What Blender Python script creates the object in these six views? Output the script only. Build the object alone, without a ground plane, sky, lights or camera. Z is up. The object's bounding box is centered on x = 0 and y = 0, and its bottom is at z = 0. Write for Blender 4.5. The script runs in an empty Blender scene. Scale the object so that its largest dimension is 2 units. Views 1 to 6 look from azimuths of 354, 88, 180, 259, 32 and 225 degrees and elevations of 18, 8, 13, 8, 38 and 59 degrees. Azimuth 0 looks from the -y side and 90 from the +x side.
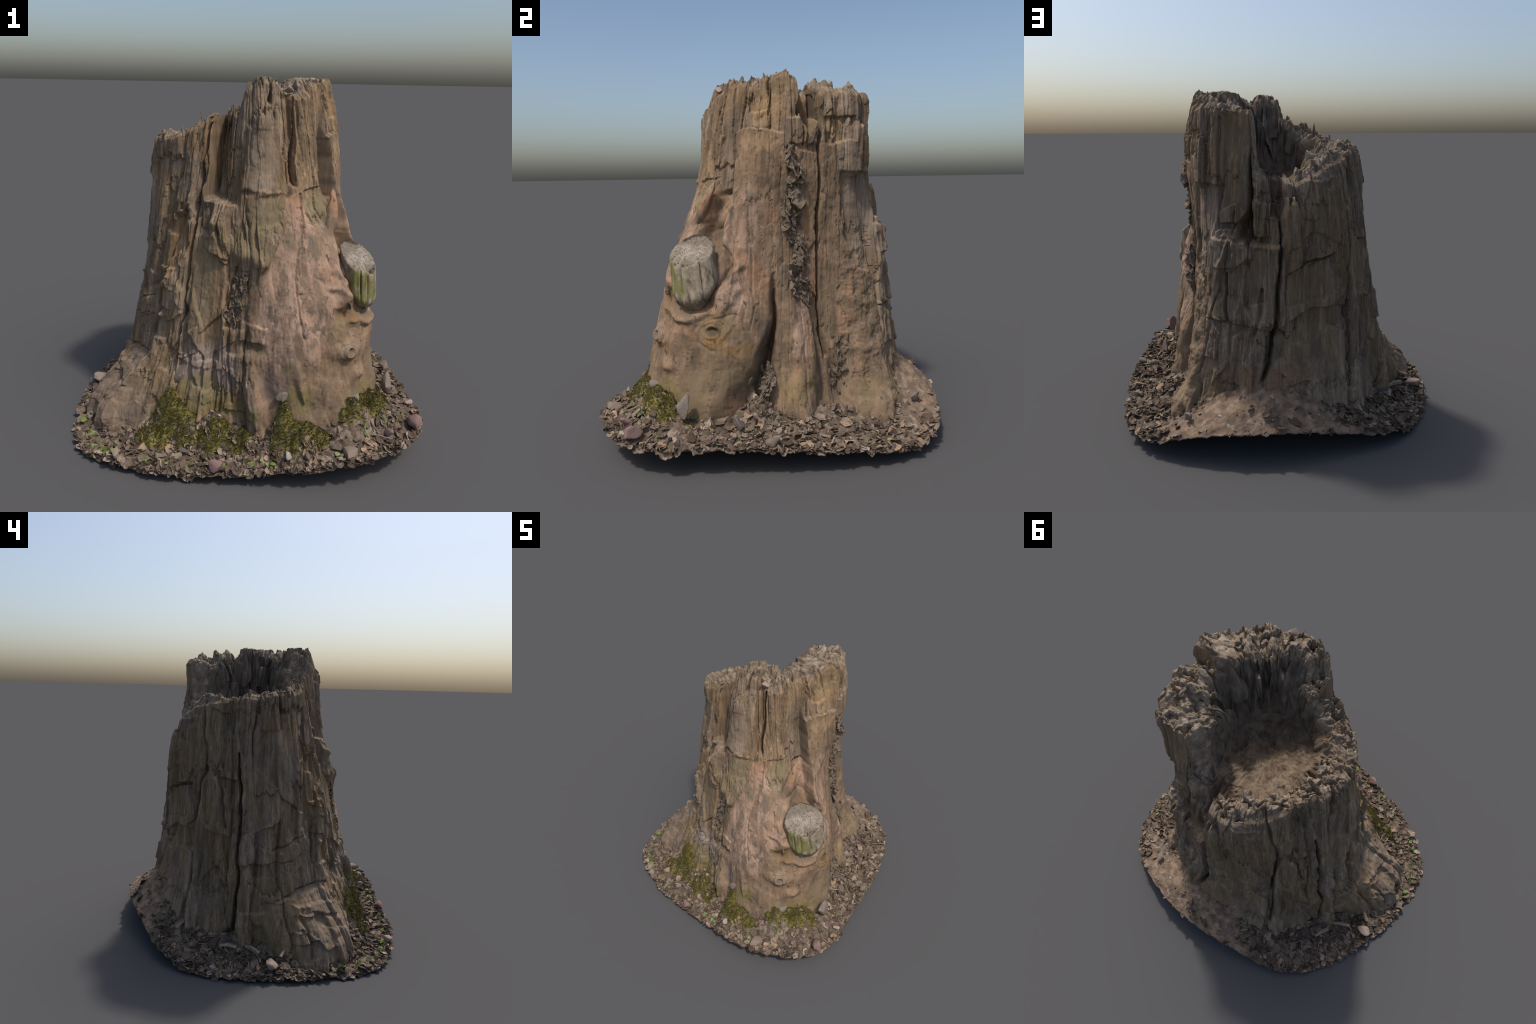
"""A hollow, weathered tree stump standing on a patch of leaf litter."""
import bpy, math, random
import numpy as np
from mathutils import Vector, Matrix

rng = np.random.default_rng(7)
random.seed(7)
CX, CY = 0.05, 0.06                      # axis of the trunk (m)
S0 = 0.55                                # nominal radius: turns angle into metres of girth
# ----------------------------------------------------------------- noise tools
_perm = np.random.default_rng(3).permutation(256)
_perm = np.concatenate([_perm, _perm, _perm])
_grad = np.random.default_rng(4).normal(size=(256, 3))
_grad /= np.linalg.norm(_grad, axis=1, keepdims=True)


def perlin(x, y, z):
    xi, yi, zi = np.floor(x).astype(int), np.floor(y).astype(int), np.floor(z).astype(int)
    xf, yf, zf = x - xi, y - yi, z - zi
    u, v, w = [t * t * t * (t * (t * 6 - 15) + 10) for t in (xf, yf, zf)]
    out = 0
    for a in (0, 1):
        for b in (0, 1):
            for c in (0, 1):
                h = _perm[(_perm[(_perm[(xi + a) & 255] + yi + b) & 255] + zi + c) & 255]
                g = _grad[h]
                d = g[..., 0] * (xf - a) + g[..., 1] * (yf - b) + g[..., 2] * (zf - c)
                out = out + d * (u if a else 1 - u) * (v if b else 1 - v) * (w if c else 1 - w)
    return out * 1.5


def fbm(x, y, z, octaves=4, gain=0.5):
    s, a, f = 0, 1.0, 1.0
    for o in range(octaves):
        s = s + a * perlin(x * f + 17.3 * o, y * f + 5.1 * o, z * f + 9.7 * o)
        a *= gain
        f *= 2.03
    return s


def hash2(i, j, k=0):
    n = (i.astype(np.int64) * 73856093) ^ (j.astype(np.int64) * 19349663) ^ ((k + 11) * 83492791)
    n = (n ^ (n >> 13)) * 1274126177 & 0x7FFFFFFF
    n = (n ^ (n >> 11)) * 668265263 & 0x7FFFFFFF
    return ((n ^ (n >> 15)) & 0xFFFFF) / float(0xFFFFF)


def cells(u, v, wrap=0, jitter=0.9, seed=0):
    """Jittered cells: nearest and second distance, id numbers and offsets from the cell's seed."""
    iu, iv = np.floor(u).astype(int), np.floor(v).astype(int)
    f1 = np.full(u.shape, 9.0)
    f2 = np.full(u.shape, 9.0)
    ca, cb = np.zeros(u.shape, int), np.zeros(u.shape, int)
    du, dv = np.zeros(u.shape), np.zeros(u.shape)
    for a in (-1, 0, 1):
        for b in (-1, 0, 1):
            ci, cj = iu + a, iv + b
            cw = ci % wrap if wrap else ci
            x = u - (ci + 0.5 + jitter * (hash2(cw, cj, seed) - 0.5))
            y = v - (cj + 0.5 + jitter * (hash2(cw, cj, seed + 1) - 0.5))
            d = np.sqrt(x * x + y * y)
            near = d < f1
            f2 = np.where(near, f1, np.minimum(f2, d))
            f1 = np.where(near, d, f1)
            ca, cb = np.where(near, cw, ca), np.where(near, cj, cb)
            du, dv = np.where(near, x, du), np.where(near, y, dv)
    return f1, f2, ca, cb, du, dv


def strips(u, wrap=0, jitter=.8, seed=0):
    """1-D jittered cells: id of the nearest, and the gap to the boundary with the next."""
    iu = np.floor(u).astype(int)
    f1, f2, ci = np.full(u.shape, 9.0), np.full(u.shape, 9.0), np.zeros(u.shape, int)
    for a in (-1, 0, 1):
        c = iu + a
        cw = c % wrap if wrap else c
        d = np.abs(u - (c + .5 + jitter * (hash2(cw, cw * 0, seed) - .5)))
        near = d < f1
        f2 = np.where(near, f1, np.minimum(f2, d))
        f1, ci = np.where(near, d, f1), np.where(near, cw, ci)
    return ci, f2 - f1


def smooth(a, b, x):
    t = np.clip((x - a) / (b - a), 0, 1)
    return t * t * (3 - 2 * t)


# ----------------------------------------------------------------- the trunk's body
LEVELS = np.array([0.15, 0.3, 0.5, 0.75, 1.0, 1.25, 1.5, 1.75, 1.95])
# radius of the trunk's cross-section every 15 degrees of azimuth (0 = -y, 90 = +x), at each level
SECTION = {
    0: (.74, .72, .68, .635, .585, .525, .475, .45, .39), 15: (.78, .79, .77, .705, .63, .545, .465, .44, .395),
    30: (.83, .84, .82, .79, .71, .58, .495, .44, .405), 45: (.85, .85, .83, .795, .715, .575, .50, .46, .42),
    60: (.79, .79, .78, .73, .655, .57, .515, .47, .43), 75: (.68, .67, .66, .62, .555, .52, .52, .48, .44),
    90: (.64, .61, .58, .54, .495, .49, .51, .50, .46), 105: (.62, .57, .53, .49, .475, .48, .50, .49, .46),
    120: (.64, .565, .53, .51, .50, .50, .51, .485, .455), 135: (.75, .68, .64, .60, .57, .55, .54, .54, .53),
    150: (.76, .71, .675, .635, .60, .57, .55, .54, .53), 165: (.75, .70, .665, .63, .59, .55, .54, .49, .48),
    180: (.76, .72, .66, .615, .60, .58, .515, .48, .48), 195: (.75, .70, .65, .61, .605, .60, .545, .50, .46),
    210: (.71, .67, .63, .62, .625, .62, .59, .53, .46), 225: (.72, .69, .66, .645, .635, .62, .585, .52, .46),
    240: (.71, .70, .67, .65, .615, .58, .545, .50, .45), 255: (.74, .72, .695, .645, .61, .575, .545, .50, .46),
    270: (.80, .75, .71, .66, .615, .585, .55, .50, .46), 285: (.81, .75, .69, .63, .60, .56, .51, .48, .44),
    300: (.79, .74, .66, .61, .57, .51, .46, .43, .40), 315: (.79, .73, .645, .59, .54, .48, .43, .38, .36),
    330: (.75, .70, .63, .57, .515, .47, .43, .38, .36), 345: (.70, .67, .63, .585, .535, .50, .46, .40, .37)}
TABLE = np.array([SECTION[a] for a in range(0, 360, 15)])

# height of the broken top, round the outer lip
LIP = dict(az=(0, 10, 17, 22, 29, 36, 43, 56, 65, 78, 84, 90, 95, 102.5, 103.5, 109, 116, 125, 134, 149, 157, 167, 168.5, 170, 179.5, 181.2, 187.2,
               188.8, 196, 204, 216, 224, 237, 251, 260, 272, 279, 296, 307, 313, 320, 333, 346, 349, 354, 360),
           z=(1.92, 1.94, 1.95, 1.90, 1.88, 1.91, 1.94, 1.91, 1.92, 1.92, 1.94, 1.96, 1.94, 1.93, 1.86, 1.87, 1.89, 1.88, 1.88, 1.86, 1.83,
              1.84, 1.72, 1.53, 1.49, 1.48, 1.475, 1.48, 1.46, 1.50, 1.56, 1.575, 1.59, 1.63, 1.62, 1.635, 1.64, 1.68, 1.71, 1.73, 1.76, 1.785, 1.81,
              1.84, 1.90, 1.92))
# radius of the hollow at the top (inner lip) and at its floor, and the floor's height there
HOLLOW = dict(az=(0, 20, 45, 70, 97, 104, 112, 137, 160, 169, 180, 190, 205, 224, 243, 264, 286, 299, 309, 325, 342, 348, 360),
              lip=(.24, .23, .19, .19, .20, .25, .27, .27, .28, .36, .43, .42, .43, .43, .40, .37, .34, .325, .275, .21, .19, .23, .24),
              foot=(.17, .155, .145, .15, .16, .16, .18, .22, .27, .33, .35, .35, .33, .31, .29, .28, .265, .25, .235, .21, .18, .17, .17),
              foot_z=(1.48, 1.49, 1.50, 1.49, 1.48, 1.47, 1.46, 1.46, 1.46, 1.46, 1.46, 1.45, 1.47, 1.50, 1.51, 1.50, 1.49, 1.48, 1.47, 1.47, 1.48, 1.48, 1.48))


def around(az, xs, ys):
    return np.interp(az % 360, xs, ys)


def body(az, z):
    """Smooth body radius: Catmull-Rom round the girth, Hermite up the height."""
    if np.ndim(z) != 1:
        return body(np.ravel(az), np.ravel(z)).reshape(np.shape(z))
    a = (az % 360) / 15
    i = np.floor(a).astype(int) % 24
    f = (a - np.floor(a))[:, None]
    p0, p1, p2, p3 = (TABLE[(i + k) % 24] for k in (-1, 0, 1, 2))
    col = 0.5 * (2 * p1 + (p2 - p0) * f + (2 * p0 - 5 * p1 + 4 * p2 - p3) * f ** 2 + (3 * p1 - p0 - 3 * p2 + p3) * f ** 3)
    m = np.gradient(col, LEVELS, axis=1)
    zz = np.clip(z, 0.0, 2.1)
    k = np.clip(np.searchsorted(LEVELS, zz) - 1, 0, len(LEVELS) - 2)
    n = np.arange(len(z))
    h = LEVELS[k + 1] - LEVELS[k]
    t = np.clip((zz - LEVELS[k]) / h, -0.6, 1.3)
    a0, a1, m0, m1 = col[n, k], col[n, k + 1], m[n, k] * h, m[n, k + 1] * h
    cubic = (2 * t ** 3 - 3 * t ** 2 + 1) * a0 + (t ** 3 - 2 * t ** 2 + t) * m0 + (-2 * t ** 3 + 3 * t ** 2) * a1 + (t ** 3 - t ** 2) * m1
    line = np.where(t < 0, a0 + t * m0, a1 + (t - 1) * m1)
    return np.where((t < 0) | (t > 1), line, cubic)


def local(az, z, az0):
    """Girth metres from az0, height."""
    return np.radians((az - az0 + 180) % 360 - 180) * S0, z


def path_distance(x, y, pts, values=None):
    best = np.full(x.shape, 9.0)
    val = np.zeros(x.shape)
    for j in range(len(pts) - 1):
        (ax, ay), (bx, by) = pts[j], pts[j + 1]
        dx, dy = bx - ax, by - ay
        t = np.clip(((x - ax) * dx + (y - ay) * dy) / (dx * dx + dy * dy + 1e-12), 0, 1)
        d = np.hypot(x - ax - t * dx, y - ay - t * dy)
        near = d < best
        best = np.where(near, d, best)
        if values is not None:
            val = np.where(near, values[j] * (1 - t) + values[j + 1] * t, val)
    return (best, val) if values is not None else best


def inside_distance(x, y, pts):
    """Signed distance to a polygon, positive inside."""
    d = path_distance(x, y, list(pts) + [pts[0]])
    ins = np.zeros(x.shape, bool)
    n = len(pts)
    for j in range(n):
        (ax, ay), (bx, by) = pts[j], pts[(j + 1) % n]
        if abs(by - ay) < 1e-9:
            continue
        cross = ((ay > y) != (by > y)) & (x < (bx - ax) * (y - ay) / (by - ay) + ax)
        ins ^= cross
    return np.where(ins, d, -d)


# ----------------------------------------------------------------- carved and raised features (azimuth degrees, height m)
PLATES = [   # polygon, depth (+ out / - in), softness of its edge
    dict(name="front block", at=[(353, 1.73), (13, 1.72), (17, 1.47), (17, 1.39), (349, 1.405), (349, 1.47), (353, 1.50)], d=.005, soft=.007),
    dict(name="scar under the block", at=[(351, 1.39), (14, 1.385), (13, 1.25), (5, 1.19), (356, 1.23)], d=-.002, soft=.007),
    dict(name="bowl over the stub", at=[(47.5, 1.335), (58, 1.345), (58.5, 1.22), (57, 1.04), (47, 1.02), (43, 1.10), (46, 1.25)], d=-.070, soft=.016),
    dict(name="groove beside the block", at=[(17, 1.98), (24, 1.98), (24, 1.45), (18, 1.42)], d=-.03, soft=.008),
    dict(name="second scar", at=[(27, 1.40), (44, 1.42), (37, 1.23), (30, 1.23)], d=-.010, soft=.006),
    
    dict(name="set back above the ledge", at=[(58, 1.665), (68, 1.68), (76, 1.67), (89, 1.66), (90, 2.1), (58, 2.1)], d=-.026, soft=.006),
    dict(name="upper step", at=[(66, 1.76), (79, 1.77), (79, 2.1), (64, 2.1)], d=-.014, soft=.006),
    dict(name="block beside the seam", at=[(91, 1.72), (101, 1.73), (102, 1.60), (96, 1.58), (92, 1.60)], d=.016, soft=.006),
    dict(name="slab beside the seam", at=[(98, 1.56), (109, 1.55), (109, 1.1), (104, 1.0), (99, 1.2)], d=.010, soft=.006),
    dict(name="ledge over the flat", at=[(114, 1.60), (134, 1.61), (135, 1.74), (114, 1.73)], d=-.02, soft=.007),
    dict(name="weathered flat", at=[(125, 1.45), (153, 1.44), (149, 1.24), (140, 0.90), (134, 0.92), (129, 1.04), (125, 1.23)], d=-.022, soft=.010),
    dict(name="thin slab", at=[(150, 2.0), (169, 2.0), (170, 1.20), (151, 1.20)], d=-.022, soft=.006),
    dict(name="gully between the tall parts", at=[(99.5, 2.1), (111, 2.1), (111, 1.74), (104, 1.64), (99, 1.71)], d=-.12, soft=.008),
    dict(name="slot at the back", at=[(168.5, 1.56), (179, 1.52), (188, 1.52), (187, 1.12), (163, 1.15), (164, 1.24), (169, 1.30)], d=-.06, soft=.007),
    dict(name="fin in the slot", at=[(169.5, 1.56), (178.5, 1.49), (179, 1.16), (171, 1.17)], d=.042, soft=.007),
    dict(name="dark pocket", at=[(181, 1.52), (188, 1.52), (187, 1.25), (181, 1.27)], d=-.10, soft=.008),
    dict(name="hole beside the fin", at=[(162, 1.24), (169, 1.32), (171, 1.16), (164, 1.15)], d=-.05, soft=.008),
    dict(name="flank right of the lobe", at=[(101.5, .82), (109, .78), (112.5, .55), (117, .32), (118, .1), (109, .1), (108.5, .35), (107, .5), (105, .65)], d=-.018, soft=.012),
    dict(name="slot corner", at=[(152, 1.24), (169, 1.24), (170, 1.15), (153, 1.17)], d=-.025, soft=.008),
    dict(name="back block", at=[(148, 1.155), (163, 1.135), (186, 1.11), (184, 0.70), (172, 0.68), (160, 0.70), (147, 0.70)], d=.018, soft=.006),
    dict(name="under the slanting slit", at=[(188, .95), (201, 1.03), (217, 1.06), (222, .86), (200, .80), (187, .78)], d=-.025, soft=.006),
    dict(name="under the lower ledge", at=[(184, .67), (194, .72), (202, .76), (225, .75), (223, .60), (214, .66), (203, .57), (190, .58)], d=-.026, soft=.007),
    dict(name="plate right of the back", at=[(190, 1.45), (204, 1.47), (222, 1.5), (226, 1.16), (222, 1.10), (205, 1.2), (190, 1.1)], d=.012, soft=.007),
    dict(name="left gully", at=[(239, 1.12), (250, 1.10), (251, .60), (245, .52), (239, .8)], d=-.032, soft=.012),
    dict(name="left plate", at=[(253, .78), (263, .80), (270, .83), (270, .60), (254, .585)], d=.014, soft=.005),
    dict(name="notch under left plate", at=[(254, .58), (268, .585), (270, .51), (257, .505)], d=-.022, soft=.006),
    dict(name="root step", at=[(251, .30), (264, .31), (274, .39), (300, .42), (300, .0), (251, .0)], d=.022, soft=.010),
    dict(name="root facet", at=[(279, .30), (286.5, .30), (287.5, -.1), (276, -.1)], d=.018, soft=.007), dict(name="root facet middle", at=[(287, .31), (292.5, .29), (294, -.1), (288, -.1)], d=-.022, soft=.008),
    dict(name="root facet right", at=[(293, .27), (301, .25), (304, -.1), (294.5, -.1)], d=.022, soft=.007), dict(name="root shelf", at=[(279, .36), (300, .34), (299, .27), (279, .30)], d=.024, soft=.008),
    dict(name="scoop left of the long crack", at=[(290, .80), (309, .92), (317, 1.10), (312, 1.28), (298, 1.22)], d=-.024, soft=.018),
    dict(name="plank over the spear root", at=[(350, .64), (1, .64), (3, .72), (350, .74)], d=.012, soft=.005),
    dict(name="dim channel", at=[(343, 1.0), (352, 1.0), (350, .62), (349, .34), (344, .36), (343, .7)], d=-.006, soft=.010),
    dict(name="long panel", at=[(320, 1.15), (335, 1.20), (342, 1.0), (342, .45), (320, .48)], d=.010, soft=.010),
]
CRACKS = [   # path, half width, depth
    dict(name="long front crack", at=[(320, 1.75), (319, 1.60), (318, 1.42), (316.5, 1.31), (319, 1.21), (318, 1.08), (317.5, .83), (318, .56), (317, .46)], w=.012, d=.060),
    dict(name="groove crack", at=[(26, 1.86), (25, 1.67), (23, 1.50), (23, 1.43)], w=.010, d=.045),
    dict(name="thin front crack", at=[(25, 1.39), (24, 1.25), (21, 1.13), (17, .98), (16, .82), (17, .68)], w=.005, d=.012),
    dict(name="channel crack", at=[(348, 1.01), (345, .88), (344, .74), (345, .57), (346, .43), (348, .30)], w=.009, d=.024),
    dict(name="long right crack", at=[(111, 1.85), (111, 1.72), (110, 1.57), (110.5, 1.3), (110, 1.11), (110.5, .89), (110, .71), (112, .58), (115, .45)], w=.011, d=.055),
    dict(name="back crack", at=[(188.5, 1.50), (188, 1.32), (187, 1.10), (185, .96), (184, .76), (181, .57), (179, .45), (177, .38)], w=.014, d=.065),
    dict(name="short crack", at=[(158, .97), (158, .82), (159, .71)], w=.009, d=.030),
    dict(name="short groove", at=[(177, .88), (175, .74), (172, .63)], w=.014, d=.030),
    dict(name="rear left crack", at=[(229, 1.18), (227, 1.04), (225.5, .91), (225, .71), (225, .5), (223, .27)], w=.012, d=.055),
    dict(name="left crack", at=[(250, 1.27), (252, .99), (252, .83), (252, .53), (251, .27), (250, .05)], w=.010, d=.060),
    dict(name="left top crack", at=[(223, 1.57), (226, 1.36), (229, 1.15)], w=.010, d=.035),
    dict(name="left mid crack", at=[(238, 1.15), (240, .95), (243, .80)], w=.008, d=.025),
    dict(name="front left groove", at=[(306, 1.30), (305, 1.12), (304, .95), (297, .72)], w=.014, d=.035),
    dict(name="front left groove low", at=[(313, .98), (312, .76), (311, .59)], w=.010, d=.022),
    dict(name="top crack", at=[(80, 1.97), (80, 1.74)], w=.008, d=.030),
    dict(name="top crack right", at=[(103, 1.95), (100, 1.82), (97, 1.74)], w=.014, d=.05),
    dict(name="fine crack", at=[(68, 1.39), (70, 1.16), (72, .92), (74, .76), (72, .64)], w=.004, d=.008),
    dict(name="dashed slit", at=[(269, .67), (278, .70), (293, .76)], w=.006, d=.018),
    dict(name="dashed slit low", at=[(270, .60), (282, .60), (291, .65)], w=.006, d=.014),
    dict(name="root slit", at=[(272, .38), (287, .43), (302, .44)], w=.008, d=.025),
    dict(name="back ledge line", at=[(147, .70), (161, .70), (172, .68)], w=.008, d=.016),
    dict(name="slanting slit", at=[(190, .97), (201, 1.02), (217, 1.055)], w=.010, d=.030),
    dict(name="slab edge", at=[(150, 1.84), (150, 1.45), (151, 1.20)], w=.010, d=.022),
    dict(name="slab edge inner", at=[(169, 1.75), (169, 1.35), (166, 1.16)], w=.010, d=.025),
    dict(name="root crack", at=[(281, .30), (282, .16), (283, .05)], w=.008, d=.030),
    
    dict(name="right rear crack", at=[(160, 1.3), (157, 1.0), (148, .62), (145, .38)], w=.008, d=.016),
    dict(name="front top slot", at=[(10, 1.97), (9, 1.85)], w=.018, d=.05),
    dict(name="left top slot", at=[(275, 1.66), (277, 1.52)], w=.014, d=.03),
]
GROOVES = [   # soft valleys (-) and ridges (+): path, half width at each point, height at each point
    dict(name="cleft between the lobes", at=[(83, .92), (83, .80), (82, .66), (80, .54), (77, .42), (74, .30), (72, .15)], w=(.010, .013, .016, .022, .034, .046, .05), d=(-.015, -.06, -.10, -.13, -.13, -.115, -.10)),
    dict(name="bark seam", at=[(90, 1.58), (95, 1.42), (92, 1.28), (95, 1.12), (97, .98), (100, .82), (103, .72)], w=(.012, .026, .024, .028, .024, .018, .01), d=(-.008, -.014, -.016, -.016, -.014, -.01, -.005)),
    dict(name="groove right of the lobe", at=[(112, .60), (116, .46), (119, .33), (119, .2)], w=(.014, .022, .028, .032), d=(-.02, -.042, -.052, -.045)),
    dict(name="lobe", at=[(91, .74), (95, .60), (98, .48), (99, .34), (98, .22)], w=(.035, .055, .075, .08, .07), d=(.015, .035, .05, .05, .02)),
    dict(name="left lobe", at=[(66, 1.30), (68, 1.0), (70, .72), (67, .5), (63, .3)], w=(.05, .07, .08, .09, .09), d=(.008, .008, .010, .016, .01)),
    dict(name="hollow over the stub", at=[(53, 1.34), (54, 1.24), (52, 1.14), (48.5, 1.05)], w=(.030, .042, .060, .075), d=(-.0, -.02, -.05, -.06)),
    dict(name="finger", at=[(47, 1.37), (45, 1.33), (41, 1.27), (37, 1.19), (35, 1.10)], w=(.012, .017, .02, .022, .02), d=(.0, .02, .02, .01, .0)),
    dict(name="lobe edge", at=[(60.5, 1.35), (60, 1.22), (59, 1.10), (57, .95)], w=(.016, .02, .025, .03), d=(.015, .03, .03, .01)),
    dict(name="rear ridge", at=[(228, .92), (227, .80), (227, .66), (227, .48), (226, .28), (226, .12)], w=(.015, .022, .026, .026, .03, .03), d=(.01, .045, .04, .035, .035, .03)),
    dict(name="rear left edge ridge", at=[(161, 1.20), (157, 1.10), (153, .98), (150, .86)], w=(.014, .016, .014, .012), d=(.01, .02, .02, .0)),
    dict(name="spear root", at=[(356, .66), (355, .55), (356, .42), (357, .30), (358, .20)], w=(.022, .034, .036, .026, .010), d=(-.01, .02, .035, .04, .02)),
    dict(name="column in the gap", at=[(324, 1.72), (324, 1.58), (326, 1.46), (329, 1.37)], w=(.016, .022, .022, .018), d=(.0, .02, .025, .02)),
    dict(name="wedge foot", at=[(322, 1.40), (326, 1.34)], w=(.02, .03), d=(.02, .03)),
    dict(name="left columns", at=[(311, 1.72), (311, 1.5), (314, 1.3)], w=(.018, .022, .02), d=(.008, .008, .01)),
    dict(name="left long fold", at=[(312, 1.35), (311, 1.15), (313, .95)], w=(.014, .02, .016), d=(.01, .03, .01)),
    dict(name="front right column", at=[(30, 1.88), (32, 1.65), (35, 1.42)], w=(.03, .035, .03), d=(.012, .02, .005)),
    dict(name="right top column", at=[(118, 1.86), (118, 1.76), (117, 1.66)], w=(.02, .022, .02), d=(.02, .03, .02)),
    dict(name="root gap left", at=[(262, .20), (264, .05)], w=(.03, .06), d=(-.03, -.08)),
    dict(name="spike", at=[(13, .56), (14.5, .48), (16, .36)], w=(.012, .016, .005), d=(.006, .018, .022)),
]
BUMPS = [   # azimuth, height, half girth, half height, rise
    dict(name="ringed boss", az=34, z=.59, s=.052, h=.052, d=.050), dict(name="boss eye", az=34.5, z=.60, s=.014, h=.016, d=-.024),
    dict(name="pocket", az=37.5, z=.80, s=.045, h=.060, d=-.045), dict(name="pocket floor", az=38, z=.745, s=.016, h=.012, d=.018), dict(name="small boss", az=41, z=.44, s=.034, h=.034, d=.026),
    dict(name="collar", az=46, z=.90, s=.11, h=.11, d=.028), dict(name="cheek", az=50, z=.60, s=.08, h=.10, d=.016),
    dict(name="lump by the foot", az=22, z=.40, s=.05, h=.06, d=.018), dict(name="fold end", az=52, z=.70, s=.03, h=.06, d=.018),
    dict(name="burl", az=335, z=1.24, s=.050, h=.05, d=.045), dict(name="burl side", az=340, z=1.16, s=.025, h=.06, d=.025),
    dict(name="hump", az=351, z=1.09, s=.070, h=.06, d=.035), dict(name="hump drop", az=1, z=1.06, s=.04, h=.04, d=.028),
    dict(name="nub", az=291, z=.73, s=.018, h=.035, d=.022), dict(name="nub low", az=304, z=.68, s=.018, h=.022, d=.026),
    dict(name="notch shade", az=356, z=.60, s=.055, h=.030, d=-.025), dict(name="front belly", az=10, z=.75, s=.16, h=.28, d=.012),
    dict(name="ring knot", az=60, z=.64, s=.062, h=.075, d=.022), dict(name="knot pit", az=60, z=.65, s=.022, h=.024, d=-.026),
    dict(name="left hole", az=250, z=.13, s=.035, h=.05, d=-.08), dict(name="right rear foot", az=140, z=.15, s=.15, h=.12, d=.02),
    dict(name="root knuckle", az=284, z=.36, s=.035, h=.03, d=.025), dict(name="mid nub", az=215, z=1.45, s=.03, h=.03, d=-.03),
]
# where the wood is bare and smooth, without weathered planks
SMOOTH = [   # outlines of the bare wood in (azimuth, height)
    [(358, .62), (354, .74), (355, .90), (2, 1.01), (8, 1.12), (14, 1.20), (16, 1.37), (25, 1.41), (27, 1.25), (30, 1.22), (37, 1.22), (42, 1.30), (45, 1.385), (48, 1.34), (54, 1.32),
     (58.5, 1.36), (58.5, 1.665), (68, 1.68), (75, 1.67), (89, 1.66), (90, 1.52), (96, 1.58), (110, 1.60), (110.5, .8), (114, .1), (40, .05), (10, .05), (0, .2), (357, .45)],
    [(110, 1.60), (122, 1.62), (125, 1.24), (129, 1.04), (134, .92), (140, .89), (146, .88), (146, .40), (144, .05), (113, .05), (110.5, .8)]]


def random_scales():
    """broken plates on the weathered sides: slanting slabs standing a little in or out"""
    r = np.random.default_rng(77)
    out = []
    for i in range(46):
        a0, z0 = r.uniform(150, 350), r.uniform(.25, 1.5)
        w, h = r.uniform(5, 13), r.uniform(.10, .34)
        t1, t2 = r.normal() * .06, r.normal() * .05
        out.append(dict(name="plate", at=[(a0 - w / 2, z0 + h / 2 - t1), (a0 + w / 2, z0 + h / 2 + t1), (a0 + w / 2 + r.normal(), z0 - h / 2 + t2), (a0 - w / 2 + r.normal(), z0 - h / 2 - t2)],
                        d=r.choice([-.020, -.014, .012, .016]), soft=.005))
    return out


SCALES = random_scales()
CALM = [   # flat split faces with little relief
    [(353, 1.72), (14, 1.72), (17, 1.40), (349, 1.41)], [(320, 1.14), (337, 1.16), (342, .95), (341, .55), (321, .52)],
    [(352, 1.38), (13, 1.38), (12, 1.25), (357, 1.23)], [(290, .82), (309, .92), (316, 1.1), (312, 1.26), (299, 1.2)],
    [(126, 1.43), (150, 1.42), (147, 1.24), (139, .95), (131, .98)], [(152, 1.82), (168, 1.82), (168, 1.24), (153, 1.24)],
    [(190, .96), (216, 1.04), (221, .78), (190, .70)], [(190, .64), (222, .72), (222, .35), (188, .35)], [(255, .77), (269, .81), (285, .95), (283, 1.4), (262, 1.42), (256, 1.1)],
    [(149, 1.1), (184, 1.08), (182, .72), (149, .72)]]


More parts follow.
